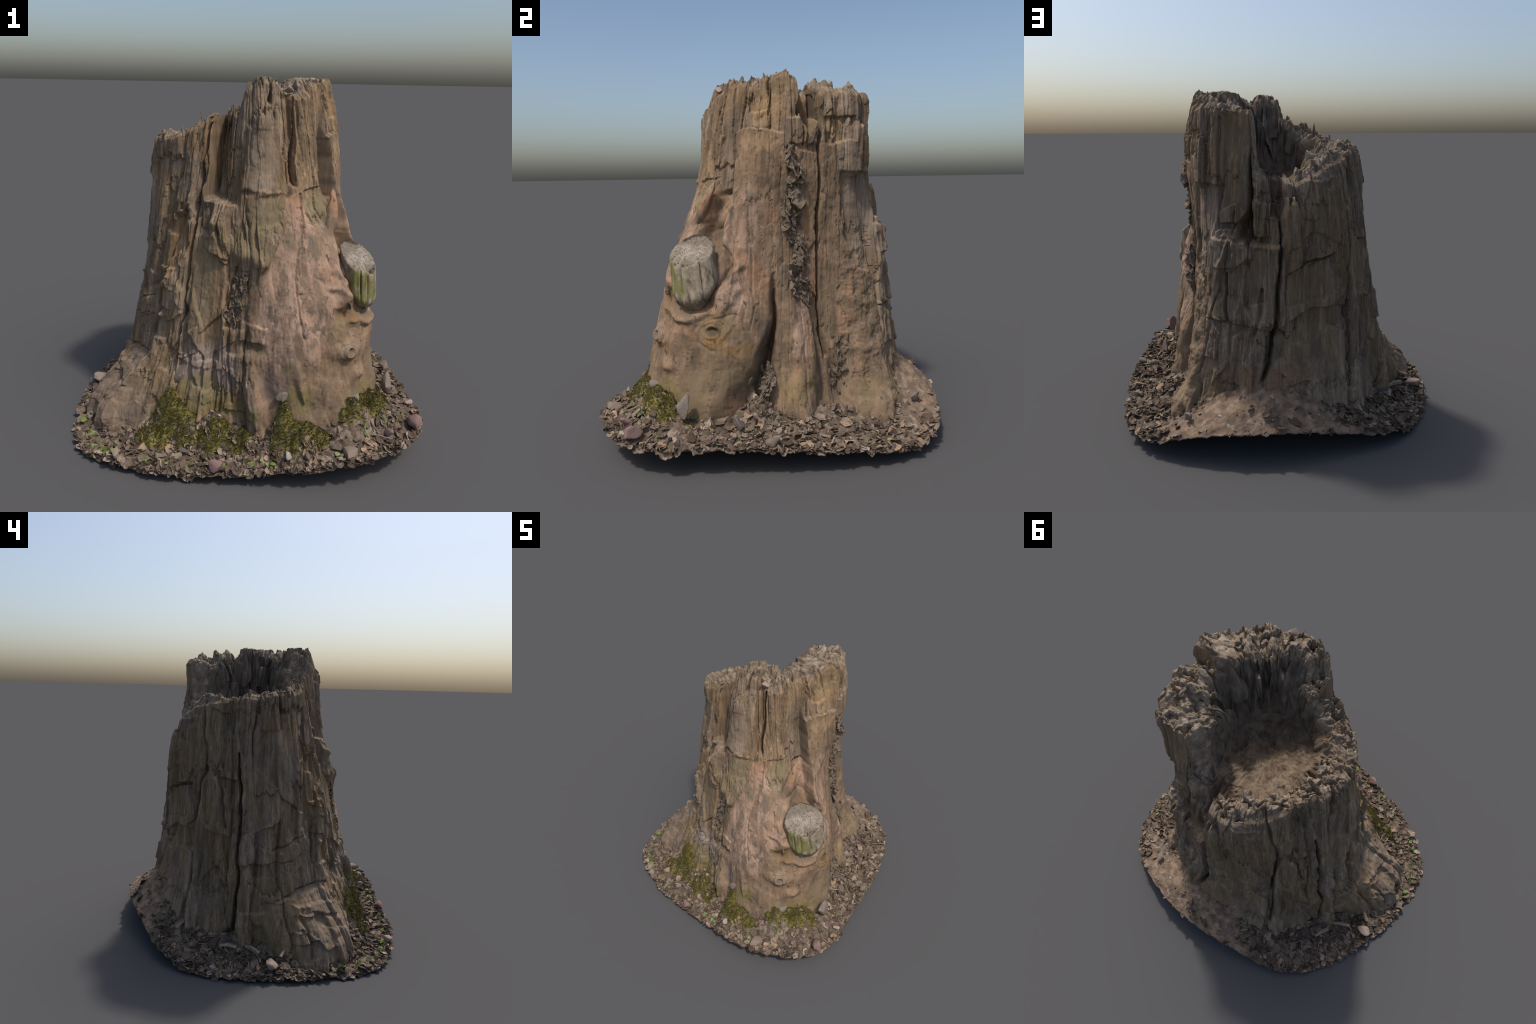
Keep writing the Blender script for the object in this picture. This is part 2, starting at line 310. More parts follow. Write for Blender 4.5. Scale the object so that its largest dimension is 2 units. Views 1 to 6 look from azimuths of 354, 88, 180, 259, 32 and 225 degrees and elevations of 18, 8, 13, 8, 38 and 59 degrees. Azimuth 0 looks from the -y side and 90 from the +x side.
def trunk_radius(az, z):
    """Radius of the carved trunk, and a mask (0..1) of how deep in a crack the point is."""
    n = len(az)
    a = np.radians(az)
    px, py = np.sin(a) * S0, -np.cos(a) * S0
    # wander: boundaries are never quite straight
    wa = fbm(px * 9, py * 9, z * 5, 3) * 0.012 / S0 * 57.3
    wz = fbm(px * 9 + 40, py * 9, z * 7, 3) * 0.016
    fa, fz = az + wa, z + wz
    r = body(az, z)
    bare = np.zeros(n)
    for f in SMOOTH:
        x, y = local(fa, fz + .012 * perlin(px * 30, py * 30, z * 12), 70)
        pts = [(math.radians((p[0] - 70 + 180) % 360 - 180) * S0, p[1]) for p in f]
        bare = np.maximum(bare, smooth(-.012, .014, inside_distance(x, y, pts)))
    rough = 1 - 0.86 * bare
    calm = np.zeros(n)
    for poly in CALM:
        x, y = local(fa, fz, poly[0][0])
        pts = [(math.radians((p[0] - poly[0][0] + 180) % 360 - 180) * S0, p[1]) for p in poly]
        near = np.where((np.abs(x) < .45))[0]
        calm[near] = np.maximum(calm[near], smooth(-.012, .012, inside_distance(x[near], y[near], pts)))
    rough = rough * (1 - .72 * calm)
    # weathered planks: long cells, each set in or out, with broken ends
    warp = fbm(px * 4, py * 4, z * 1.5 + 3, 3) * 0.35
    for count, tall, amp, edge, seed in ((18, 1.5, .042, .020, 21), (42, 2.8, .017, .007, 31), (104, 4.5, .007, .0035, 41), (230, 9.0, .003, .001, 51)):
        u = (az % 360) / 360 * count + warp * count / 34 + .10 * fbm(px * 20, py * 20, z * 5, 2)
        ci, gap = strips(u, wrap=count, seed=seed)
        torn = .10 * perlin(px * 40, py * 40, z * 3) + .05 * perlin(px * 110, py * 110, z * 2)
        v = z * tall + hash2(ci, ci * 0, seed + 1) * 20 + torn * tall / 2
        cj, vgap = strips(v, seed=seed + 2, jitter=.9)
        val = hash2(ci, cj, seed + 5) - .5
        lean = (hash2(ci, cj, seed + 6) - .5) * (u - np.floor(u) - .5)
        r = r + rough * (amp * (val + .9 * lean) - edge * np.exp(-gap / .10) * (.3 + hash2(ci, cj, seed + 8)) - .5 * edge * np.exp(-vgap / .03))
    crack = np.zeros(n)
    for f in PLATES + SCALES:
        az0 = f["at"][0][0]
        x, y = local(fa, fz, az0)
        pts = [(math.radians((p[0] - az0 + 180) % 360 - 180) * S0, p[1]) for p in f["at"]]
        xs, ys = [p[0] for p in pts], [p[1] for p in pts]
        near = np.where((x > min(xs) - .05) & (x < max(xs) + .05) & (y > min(ys) - .05) & (y < max(ys) + .05))[0]
        if len(near):
            r[near] += f["d"] * smooth(-f["soft"], f["soft"], inside_distance(x[near], y[near], pts))
    # wedge-shaped gap left of the front block: it deepens to the left, where a split column stands
    x, y = local(fa, fz, 323.5)
    wedge = smooth(-.012, .004, x) * np.clip(1 - x / .255, 0, 1) ** 1.25 * smooth(1.335, 1.365, y + .10 * x)
    r -= .145 * wedge
    # sloping recess above the stub: it deepens to the right and ends in a sharp edge
    x, y = local(fa, fz, 58.0)
    ramp = (.35 + .65 * smooth(-.14, .0, x)) * smooth(-.145, -.10, x) * (1 - smooth(-.004, .006, x)) * smooth(1.325, 1.345, y - .15 * x) * (1 - smooth(1.52, 1.84, y) * .75)
    r -= .100 * ramp

    for f in GROOVES:
        az0 = f["at"][0][0]
        x, y = local(fa, fz, az0)
        pts = [(math.radians((p[0] - az0 + 180) % 360 - 180) * S0, p[1]) for p in f["at"]]
        xs, ys = [p[0] for p in pts], [p[1] for p in pts]
        m = max(f["w"]) * 3
        near = np.where((x > min(xs) - m) & (x < max(xs) + m) & (y > min(ys) - m) & (y < max(ys) + m))[0]
        if len(near):
            d, w = path_distance(x[near], y[near], pts, f["w"])
            _, h = path_distance(x[near], y[near], pts, f["d"])
            r[near] += h * np.exp(-(d / w) ** 2 * 1.1)
    for f in BUMPS:
        x, y = local(fa, fz, f["az"])
        e = (x / f["s"]) ** 2 + ((y - f["z"]) / f["h"]) ** 2
        r += f["d"] * np.exp(-e * 1.2)
    x, y = local(fa, fz, 50)
    q = np.sqrt((x / .118) ** 2 + ((y - .965) / .20) ** 2) * (1 + .2 * fbm(px * 10, py * 10, z * 10, 2))
    under = smooth(1.12, .95, z) if False else 1 - smooth(.95, 1.15, z)
    r += (.022 * np.exp(-((q - 1.28) / .18) ** 2) - .022 * np.exp(-((q - .95) / .10) ** 2)) * (.25 + .75 * under)
    # growth rings round the two knots
    for az0, z0, s, h, wave in ((60, .645, .058, .075, .0022), (34, .592, .044, .046, .002)):
        x, y = local(fa, fz, az0)
        q = np.sqrt((x / s) ** 2 + ((y - z0) / h) ** 2) * (1 + .35 * fbm(px * 12, py * 12, z * 12, 2))
        r += wave * np.cos(q * 14) * (1 - smooth(.7, 1.15, q))
        r -= .008 * np.exp(-((q - 1.1) / .12) ** 2) * (.5 + perlin(px * 15, py * 15, z * 15))
    for f in CRACKS:
        az0 = f["at"][0][0]
        x, y = local(fa, z, az0)
        pts = [(math.radians((p[0] - az0 + 180) % 360 - 180) * S0, p[1]) for p in f["at"]]
        xs, ys = [p[0] for p in pts], [p[1] for p in pts]
        near = np.where((x > min(xs) - .06) & (x < max(xs) + .06) & (y > min(ys) - .06) & (y < max(ys) + .06))[0]
        if len(near):
            d = path_distance(x[near], y[near], pts)
            wn = f["w"] * (1 + .7 * perlin(px[near] * 5, py[near] * 5, z[near] * 14))
            k = np.clip(1 - d / np.maximum(wn, .003), 0, 1) ** .7
            r[near] -= f["d"] * k
            crack[near] = np.maximum(crack[near], k * (f["d"] > .04))
    # fibres, pits and lumps
    fib = fbm(px * 70, py * 70, z * 5, 3)
    fib2 = fbm(px * 160, py * 160, z * 14, 2)
    r += rough * (.0028 * fib + .0012 * fib2)
    r += bare * (.0012 * fib + .003 * fbm(px * 11, py * 11, z * 4, 3))
    # bare wood: long muscle folds, drying cracks and pits
    r += bare * .016 * fbm(px * 6 + 3, py * 6, z * 1.1, 3)
    ci, gap = strips((az % 360) / 360 * 64 + warp * 2.2 + .3 * fbm(px * 8, py * 8, z * 2, 2), wrap=64, seed=57)
    r -= bare * .006 * np.exp(-gap / .06) * smooth(.45, .75, hash2(ci, ci * 0, 58) + .5 * perlin(px * 5, py * 5, z * 3))
    f1, f2, ca, cb, du, dv = cells(az / 360 * 74 + .3 * perlin(px * 30, py * 30, z * 30), z * 11, wrap=74, seed=63)
    pit = (hash2(ca, cb, 64) > .62) * np.exp(-(du / .16) ** 2 - (dv / (.12 + .25 * hash2(ca, cb, 65))) ** 2)
    r -= bare * .007 * pit * (hash2(ca, cb, 66) > .4)
    r += bare * .0025 * np.abs(fbm(px * 28, py * 28, z * 12, 3))
    # horizontal wrinkles on the right-hand rear face and round the foot of the trunk
    wr = smooth(118, 126, az) * (1 - smooth(140, 150, az)) * (1 - smooth(.95, 1.2, z))
    wr = np.maximum(wr, bare * .3)
    crease = np.abs(fbm(px * 22, py * 22, z * 26 + 1.2 * perlin(px * 14, py * 14, z * 9), 3))
    r += wr * (.0022 * np.minimum(crease, .30) / .30 + .010 * fbm(px * 14, py * 14, z * 12, 3))
    foot = bare * (1 - smooth(.30, .60, z))
    r += foot * (.050 * fbm(px * 7 + 5, py * 7, z * 1.6, 3) - .014 * np.abs(perlin(px * 18, py * 18, z * 5)))
    front = np.exp(-((((az - 28 + 180) % 360) - 180) / 34) ** 2)
    r += front * .05 * (1 - smooth(.12, .40, z)) * (1 + 1.2 * fbm(px * 6, py * 6, z * 0, 2))
    r += .003 * fbm(px * 25, py * 25, z * 20, 3) * (1 - .7 * bare)
    return r, crack, bare


# ----------------------------------------------------------------- the ground patch
EDGE = dict(   # outline of the patch every 10 degrees about the origin: radius and height of the edge
    r=(.905, .955, 1.02, 1.095, 1.155, 1.185, 1.125, 1.03, .985, .973, .976, 1.003, 1.05, 1.097, 1.10, 1.05, 1.0, .966, .94, .922, .918, .94, .965,
       .99, .98, .974, .977, .985, 1.004, 1.046, 1.075, 1.042, .985, .942, .909, .89),
    z=(.08, .10, .135, .155, .165, .16, .155, .16, .155, .147, .136, .113, .09, .075, .09, .133, .163, .167, .169, .162, .14, .118, .083, .045, .028,
       .027, .034, .036, .025, .02, .025, .045, .060, .060, .055, .065))
FOOT = dict(az=(0, 10, 29, 45, 62, 73, 90, 103, 112, 120, 135, 145, 159, 172, 181, 190, 202, 212, 224, 237, 250, 264, 278, 290, 299, 311, 330, 349, 360),
            z=(.18, .22, .25, .25, .20, .155, .155, .165, .17, .135, .105, .155, .25, .29, .31, .29, .23, .18, .15, .115, .10, .085, .09, .11, .14, .15, .15, .16, .18))
MOUNDS = [dict(name="mossy root", x=-.42, y=-.47, s=.085, d=.17), dict(name="mossy root foot", x=-.34, y=-.56, s=.07, d=.06),
          dict(name="mossy spur", x=-.19, y=-.62, s=.065, d=.10), dict(name="mossy spur middle", x=-.08, y=-.66, s=.06, d=.05), dict(name="spur end", x=.0, y=-.73, s=.05, d=.05),
          dict(name="mossy stone", x=.17, y=-.72, s=.065, d=.15), dict(name="stone foot", x=.27, y=-.77, s=.08, d=.06),
          dict(name="mossy right stone", x=.54, y=-.70, s=.075, d=.085), dict(name="right mound", x=.69, y=-.62, s=.09, d=.07),
          dict(name="sand rise", x=.22, y=.80, s=.10, d=.03), dict(name="left mossy foot", x=-.58, y=-.55, s=.07, d=.03),
          dict(name="cleft debris", x=.68, y=-.10, s=.07, d=.10), dict(name="hole", x=-.80, y=.10, s=.05, d=-.05)]


def ground(x, y):
    az = np.degrees(np.arctan2(x, -y)) % 360
    rr = np.hypot(x, y)
    k = np.arange(0, 361, 10)
    re = np.interp(az, k, list(EDGE["r"]) + [EDGE["r"][0]])
    ze = np.interp(az, k, list(EDGE["z"]) + [EDGE["z"][0]])
    azc = np.degrees(np.arctan2(x - CX, CY - y)) % 360
    zf = np.interp(azc, FOOT["az"], FOOT["z"])
    rt = body(azc, zf) * 0.98
    t = np.clip((np.hypot(x - CX, y - CY) - rt) / np.maximum(re - rt, .05), 0, 1.2)
    front = smooth(292, 312, azc) + (1 - smooth(10, 35, azc)) * (azc < 180)
    z = zf + (ze - zf) * (smooth(0, 1, t) ** .8 * (1 - front) + np.clip(t * 1.5, 0, 1) ** .6 * front)
    z = z - .003 * (1 - smooth(.88, 1.0, t))
    z = z + .038 * (1 - .8 * front) * np.exp(-np.maximum(np.hypot(x - CX, y - CY) - rt, 0) / .05) * (1 + .8 * fbm(x * 9, y * 9, x * 0 + 8, 2))
    for m in MOUNDS:
        z = z + m["d"] * np.exp(-((x - m["x"]) ** 2 + (y - m["y"]) ** 2) / m["s"] ** 2)
    return z


def sandy(x, y):
    az = np.degrees(np.arctan2(x, -y)) % 360
    n = fbm(x * 5, y * 5, x * 0 + 2, 3) * 18
    return smooth(136, 150, az + n) * (1 - smooth(205, 226, az + n))


def ground_rough(x, y):
    """Litter relief: overlapping tilted flakes, gentler on the sand."""
    litter = 1 - .62 * sandy(x, y)
    out = .006 * fbm(x * 16, y * 16, x * 0, 3)
    for size, amp, seed in ((.060, .014, 1), (.030, .010, 5)):
        f1, f2, ca, cb, du, dv = cells((x + .25 * size * perlin(x * 40, y * 40, x * 0)) / size, y / size + .3 * perlin(x * 30, y * 30, x * 0 + 4), seed=seed)
        out = out + litter * amp * ((hash2(ca, cb, seed + 2) - .5) + 1.3 * (hash2(ca, cb, seed + 3) - .5) * du + 1.3 * (hash2(ca, cb, seed + 4) - .5) * dv)
    return out + .0015 * fbm(x * 90, y * 90, x * 0, 2)


# ----------------------------------------------------------------- mesh helpers
def mesh_from(name, verts, faces, smooth_shade=True):
    me = bpy.data.meshes.new(name)
    verts = np.asarray(verts, np.float32)
    faces = np.asarray(faces, np.int32)
    k = faces.shape[1]
    me.vertices.add(len(verts))
    me.vertices.foreach_set("co", verts.ravel())
    me.loops.add(faces.size)
    me.loops.foreach_set("vertex_index", faces.ravel())
    me.polygons.add(len(faces))
    me.polygons.foreach_set("loop_start", np.arange(0, faces.size, k, dtype=np.int32))
    me.polygons.foreach_set("use_smooth", np.full(len(faces), smooth_shade))
    me.update(calc_edges=True)
    me.validate()
    return me


def add(name, me, parent=None, mats=()):
    ob = bpy.data.objects.new(name, me)
    bpy.context.scene.collection.objects.link(ob)
    for m in mats:
        if m.name not in [x.name for x in me.materials if x]:
            me.materials.append(m)
    if parent:
        ob.parent = parent
    return ob


def grid_faces(rows, cols, wrap=True):
    i, j = np.meshgrid(np.arange(rows - 1), np.arange(cols if wrap else cols - 1), indexing="ij")
    j2 = (j + 1) % cols
    return np.stack([i * cols + j, i * cols + j2, (i + 1) * cols + j2, (i + 1) * cols + j], -1).reshape(-1, 4)


# ----------------------------------------------------------------- materials
class Nodes:
    def __init__(self, name):
        self.mat = bpy.data.materials.new(name)
        self.mat.use_nodes = True
        self.t = self.mat.node_tree
        self.t.nodes.clear()
        self.out = self.t.nodes.new("ShaderNodeOutputMaterial")
        self.b = self.t.nodes.new("ShaderNodeBsdfPrincipled")
        self.b.inputs["Roughness"].default_value = .9
        self.b.inputs["Specular IOR Level"].default_value = .15
        self.link(self.b.outputs[0], self.out.inputs[0])
        self.obj = self.t.nodes.new("ShaderNodeTexCoord").outputs["Object"]

    def link(self, a, b):
        self.t.links.new(a, b)

    def put(self, sock, v):
        if hasattr(v, "is_output"):
            self.link(v, sock)
        else:
            sock.default_value = v

    def math(self, op, a, b=0.0, c=0.0, clamp=False):
        n = self.t.nodes.new("ShaderNodeMath")
        n.operation = op
        n.use_clamp = clamp
        for s, v in zip(n.inputs, (a, b, c)):
            self.put(s, v)
        return n.outputs[0]

    def noise(self, scale, detail=4, rough=.55, stretch=None, off=(0, 0, 0), distort=0.0):
        vec = self.obj
        if stretch or any(off):
            m = self.t.nodes.new("ShaderNodeMapping")
            m.inputs["Scale"].default_value = stretch or (1, 1, 1)
            m.inputs["Location"].default_value = off
            self.link(self.obj, m.inputs[0])
            vec = m.outputs[0]
        n = self.t.nodes.new("ShaderNodeTexNoise")
        n.inputs["Scale"].default_value = scale
        n.inputs["Detail"].default_value = detail
        n.inputs["Roughness"].default_value = rough
        n.inputs["Distortion"].default_value = distort
        self.link(vec, n.inputs["Vector"])
        return n.outputs["Fac"]

    def voronoi(self, scale, feature="F1", out="Color", stretch=(1, 1, 1), rnd=1.0):
        m = self.t.nodes.new("ShaderNodeMapping")
        m.inputs["Scale"].default_value = stretch
        self.link(self.obj, m.inputs[0])
        n = self.t.nodes.new("ShaderNodeTexVoronoi")
        n.feature = feature
        n.inputs["Scale"].default_value = scale
        n.inputs["Randomness"].default_value = rnd
        self.link(m.outputs[0], n.inputs["Vector"])
        return n.outputs[out]

    def ramp(self, fac, stops):
        n = self.t.nodes.new("ShaderNodeValToRGB")
        e = n.color_ramp.elements
        while len(e) < len(stops):
            e.new(.5)
        for el, (p, c) in zip(e, stops):
            el.position = p
            el.color = (*c, 1) if len(c) == 3 else c
        self.link(fac, n.inputs[0])
        return n.outputs[0]

    def step(self, v, lo, hi):
        n = self.t.nodes.new("ShaderNodeMapRange")
        n.interpolation_type = "SMOOTHSTEP"
        self.put(n.inputs[0], v)
        n.inputs[1].default_value = lo
        n.inputs[2].default_value = hi
        return n.outputs[0]

    def mix(self, fac, a, b, mode="MIX"):
        n = self.t.nodes.new("ShaderNodeMix")
        n.data_type = "RGBA"
        n.blend_type = mode
        self.put(n.inputs[0], fac)
        for s, v in ((n.inputs[6], a), (n.inputs[7], b)):
            self.put(s, (*v, 1) if isinstance(v, tuple) and len(v) == 3 else v)
        return n.outputs[2]

    def grey(self, v):
        n = self.t.nodes.new("ShaderNodeCombineColor")
        for k in range(3):
            self.link(v, n.inputs[k])
        return n.outputs[0]

    def xyz(self):
        n = self.t.nodes.new("ShaderNodeSeparateXYZ")
        self.link(self.obj, n.inputs[0])
        return n.outputs

    def azimuth(self):
        """degrees round the trunk's axis, 0..360, and height"""
        x, y, z = self.xyz()
        a = self.math("ARCTAN2", self.math("SUBTRACT", x, CX), self.math("SUBTRACT", CY, y))
        return self.math("MODULO", self.math("ADD", self.math("MULTIPLY", a, 57.29578), 720.0), 360.0), z

    def bump(self, h, strength=.3, dist=.01):
        n = self.t.nodes.new("ShaderNodeBump")
        n.inputs["Strength"].default_value = strength
        n.inputs["Distance"].default_value = dist
        self.link(h, n.inputs["Height"])
        self.link(n.outputs[0], self.b.inputs["Normal"])

    def colour(self, c):
        self.put(self.b.inputs["Base Color"], (*c, 1) if isinstance(c, tuple) else c)


def blob(N, az, z, wob, az0, z0, da, dz, soft=.35):
    """elliptical patch in (azimuth, height); its border is frayed by the wobble noise"""
    d = N.math("ABSOLUTE", N.math("SUBTRACT", N.math("MODULO", N.math("ADD", N.math("SUBTRACT", az, az0), 540.0), 360.0), 180.0))
    u = N.math("MULTIPLY", d, 1 / da)
    v = N.math("MULTIPLY", N.math("SUBTRACT", z, z0), 1 / dz)
    e = N.math("SQRT", N.math("ADD", N.math("MULTIPLY", u, u), N.math("MULTIPLY", v, v)))
    e = N.math("ADD", e, wob)
    return N.math("SUBTRACT", 1.0, N.step(e, 1 - soft, 1 + soft))


def grain_inputs(N):
    az, z = N.azimuth()
    wob = N.math("MULTIPLY", N.math("SUBTRACT", N.noise(7, 5, .6, stretch=(1, 1, .5)), .5), 1.7)
    grain = N.noise(34, 6, .62, stretch=(1, 1, .07))
    fine = N.noise(120, 4, .6, stretch=(1, 1, .05), off=(3, 1, 2))
    g = N.math("ADD", N.math("MULTIPLY", grain, .6), N.math("MULTIPLY", fine, .4))
    return az, z, wob, grain, fine, g


def patches(N, az, z, wob, col, table):
    for name, a0, z0, da, dz, c, amt in table:
        col = N.mix(N.math("MULTIPLY", blob(N, az, z, wob, a0, z0, da, dz, .3), amt), col, c)
    return col


def wood_material():
    N = Nodes("weathered_wood")
    az, z, wob, grain, fine, g = grain_inputs(N)
    broad = N.noise(3.2, 4, .55, stretch=(1, 1, .6), off=(9, 2, 4))
    grey = N.ramp(g, [(.30, (.078, .056, .037)), (.43, (.172, .127, .086)), (.54, (.252, .190, .131)), (.70, (.36, .285, .205))])
    brown = N.ramp(g, [(.30, (.085, .056, .031)), (.44, (.190, .128, .073)), (.56, (.265, .186, .110)), (.72, (.37, .280, .185))])
    col = N.mix(N.step(broad, .42, .60), grey, brown)
    # every plank has its own tone
    sep = N.t.nodes.new("ShaderNodeSeparateColor")
    N.link(N.voronoi(15, "F1", "Color", (1, 1, .10)), sep.inputs[0])
    col = N.mix(1.0, col, N.grey(N.math("ADD", .86, N.math("MULTIPLY", sep.outputs[0], .48))), "MULTIPLY")
    streak = N.step(N.noise(13, 5, .6, stretch=(1, 1, .10), off=(5, 8, 1)), .50, .66)
    col = N.mix(N.math("MULTIPLY", streak, .45), col, (.115, .088, .062))
    olive = N.noise(5, 4, .6, off=(1, 7, 3))
    col = N.mix(N.math("MULTIPLY", N.step(olive, .50, .68), .35), col, (.175, .145, .075))
    mauve = N.step(N.noise(9, 5, .65, stretch=(1, 1, .4), off=(6, 6, 1)), .56, .70)
    col = N.mix(N.math("MULTIPLY", mauve, .22), col, (.245, .200, .185))
    col = patches(N, az, z, wob, col, (
        ("scar", 3, 1.29, 11, .09, (.215, .172, .098), .7), ("scar2", 35, 1.31, 8, .09, (.240, .195, .110), .8),
        ("orange", 80, 1.77, 12, .07, (.38, .250, .125), .40), ("orange right", 122, 1.68, 6, .10, (.36, .240, .115), .5),
        ("block light", 4, 1.56, 9, .12, (.300, .235, .165), .6), ("block foot", 2, 1.44, 9, .03, (.36, .285, .215), .6),
        ("gutter", 54, 1.55, 8, .22, (.190, .148, .102), .6), ("hump moss", 352, 1.16, 12, .09, (.21, .165, .09), .7),
        ("dark foot", 352, .50, 7, .30, (.130, .098, .070), .6), ("left olive", 326, .95, 10, .3, (.225, .175, .095), .5),
        ("left amber", 303, 1.05, 7, .25, (.270, .178, .085), .5), ("back rust", 183, .40, 22, .05, (.250, .148, .090), .6),
        ("pale foot", 335, .45, 16, .14, (.32, .265, .225), .55), ("flat", 139, 1.2, 12, .28, (.215, .172, .130), .6), ("moss film", 332, .32, 16, .10, (.140, .122, .036), .55), ("moss film front", 350, .27, 10, .06, (.140, .122, .036), .5), ("root", 292, .15, 14, .20, (.200, .158, .125), .28), ("root pink", 297, .13, 4, .10, (.32, .235, .180), .35)))
    fleck = N.step(N.noise(26, 3, .5, stretch=(1, 1, .30), off=(2, 2, 8)), .66, .74)
    col = N.mix(N.math("MULTIPLY", fleck, .55), col, (.095, .070, .046))
    line = N.step(N.noise(60, 4, .6, stretch=(1, 1, .045), off=(6, 2, 1)), .60, .72)
    col = N.mix(N.math("MULTIPLY", line, .40), col, (.100, .074, .048))
    pale = N.step(N.noise(14, 5, .65, stretch=(1, 1, .25), off=(8, 3, 5)), .62, .76)
    col = N.mix(N.math("MULTIPLY", pale, .45), col, (.46, .39, .32))
    col = N.mix(1.0, col, (.94, .92, .93), "MULTIPLY")
    N.colour(col)
    N.bump(N.math("ADD", N.math("MULTIPLY", grain, .7), N.math("MULTIPLY", fine, .5)), .45, .006)
    return N.mat


def bare_material():
    N = Nodes("bare_wood")
    az, z, wob, grain, fine, g = grain_inputs(N)
    bn = N.math("ADD", N.math("MULTIPLY", N.noise(9, 6, .65, stretch=(1, 1, .35), off=(4, 4, 4)), .6), N.math("MULTIPLY", g, .4))
    pink = N.ramp(bn, [(.30, (.25, .160, .100)), (.44, (.39, .263, .178)), (.56, (.48, .335, .238)), (.74, (.57, .415, .310))])
    tan = N.ramp(bn, [(.30, (.125, .080, .046)), (.44, (.232, .155, .092)), (.56, (.310, .213, .132)), (.74, (.405, .295, .195))])
    m = None
    for p in ((16, .92, 17, .34), (35, 1.04, 8, .18), (9, .72, 9, .26), (66, 1.14, 7, .24), (66, .86, 7, .10), (97, .58, 6, .16), (58, 1.24, 5, .1), (24, 1.25, 6, .12)):
        k = blob(N, az, z, wob, *p, .25)
        m = k if m is None else N.math("MAXIMUM", m, k)
    col = N.mix(N.math("MULTIPLY", m, .9), tan, pink)
    dull = blob(N, az, z, wob, 128, .75, 17, .95, .15)
    col = N.mix(N.math("MULTIPLY", dull, .35), col, (.235, .175, .115))
    low = N.math("SUBTRACT", 1.0, N.step(N.math("ADD", z, N.math("MULTIPLY", wob, .12)), .25, .62))
    col = N.mix(N.math("MULTIPLY", low, .25), col, (.215, .158, .100))
    wash = N.step(N.noise(6, 6, .65, stretch=(1, 1, .45), off=(3, 9, 2)), .49, .64)
    col = N.mix(N.math("MULTIPLY", wash, N.math("SUBTRACT", .74, N.math("MULTIPLY", m, .22))), col, (.205, .146, .092))
    greyed = N.step(N.noise(8, 6, .70, stretch=(1, 1, .3), off=(7, 1, 6)), .53, .65)
    col = N.mix(N.math("MULTIPLY", greyed, N.math("SUBTRACT", .70, N.math("MULTIPLY", m, .16))), col, (.165, .135, .098))
    mott = N.noise(19, 6, .72, stretch=(1, 1, .55), off=(4, 7, 7))
    col = N.mix(N.math("MULTIPLY", N.step(mott, .49, .59), .55), col, (.150, .118, .080))
    col = N.mix(N.math("MULTIPLY", N.step(mott, .48, .36), .30), col, (.46, .335, .235))
    olive = N.step(N.noise(4.5, 5, .65, stretch=(1, 1, .6), off=(2, 3, 7)), .52, .66)
    col = N.mix(N.math("MULTIPLY", olive, N.math("SUBTRACT", .50, N.math("MULTIPLY", m, .35))), col, (.225, .180, .095))
    rosy = N.step(N.noise(5, 5, .6, stretch=(1, 1, .5), off=(1, 6, 9)), .54, .68)
    col = N.mix(N.math("MULTIPLY", rosy, .50), col, (.43, .240, .135))
    col = patches(N, az, z, wob, col, (
        ("orange ledge", 74, 1.60, 12, .05, (.42, .290, .155), .5), ("red edge", 91, 1.27, 2.0, .08, (.38, .180, .085), .7),
        ("red edge low", 107, .82, 2.0, .10, (.34, .180, .095), .6), ("knot ring", 60.5, .645, 6, .085, (.27, .195, .105), .7),
        ("knot orange", 61, .60, 3.5, .035, (.40, .235, .085), .7), ("knot pit", 60, .655, 2.2, .026, (.085, .065, .042), .85), ("knot stain", 70, .55, 7, .03, (.26, .160, .068), .6),
        ("painted shadow round stub", 50, .98, 10, .20, (.170, .132, .092), .45), ("bowl", 54, 1.22, 5, .10, (.44, .315, .215), .6), ("socket", 37, .80, 6, .06, (.210, .130, .066), .75), ("snout", 34, .60, 5, .05, (.30, .235, .160), .6), ("snout eye", 34.5, .60, 1.4, .016, (.13, .12, .115), .9),
        ("snout rust", 37, .54, 4, .025, (.36, .190, .095), .6), ("cheek orange", 43, .92, 3, .10, (.46, .255, .145), .6), ("under stub", 48, .80, 6, .06, (.150, .130, .085), .7),
        ("stain left of thin crack", 27, 1.13, 2.5, .06, (.185, .150, .105), .75), ("stain by scar", 16, 1.16, 2.5, .05, (.20, .160, .105), .7), ("dark dot", 11, .99, 1.8, .03, (.17, .130, .090), .8),
        ("notch", 356, .61, 6, .045, (.160, .122, .070), .8), ("foot violet", 5, .42, 6, .07, (.22, .165, .140), .6), ("stain mid", 15, .63, 1.6, .07, (.17, .125, .085), .7),
        ("lobe olive", 92, .32, 8, .09, (.32, .235, .115), .6), ("foot olive", 76, .40, 13, .10, (.235, .180, .105), .6), ("lobe pale", 96, .60, 4.5, .10, (.44, .315, .215), .7), ("flank", 110, .50, 4, .28, (.175, .130, .090), .6), ("moss film", 14, .36, 7, .07, (.150, .132, .040), .6), ("moss film right", 42, .32, 10, .06, (.150, .132, .040), .55), ("lobe edge dark", 85, .60, 2.5, .20, (.17, .130, .09), .6), ("lower left lobe", 62, .38, 14, .14, (.200, .150, .092), .65),
        ("cleft dark patch", 79, .42, 4.5, .28, (.085, .066, .048), .55), ("groove dirt", 118, .32, 4, .14, (.120, .092, .066), .7)))
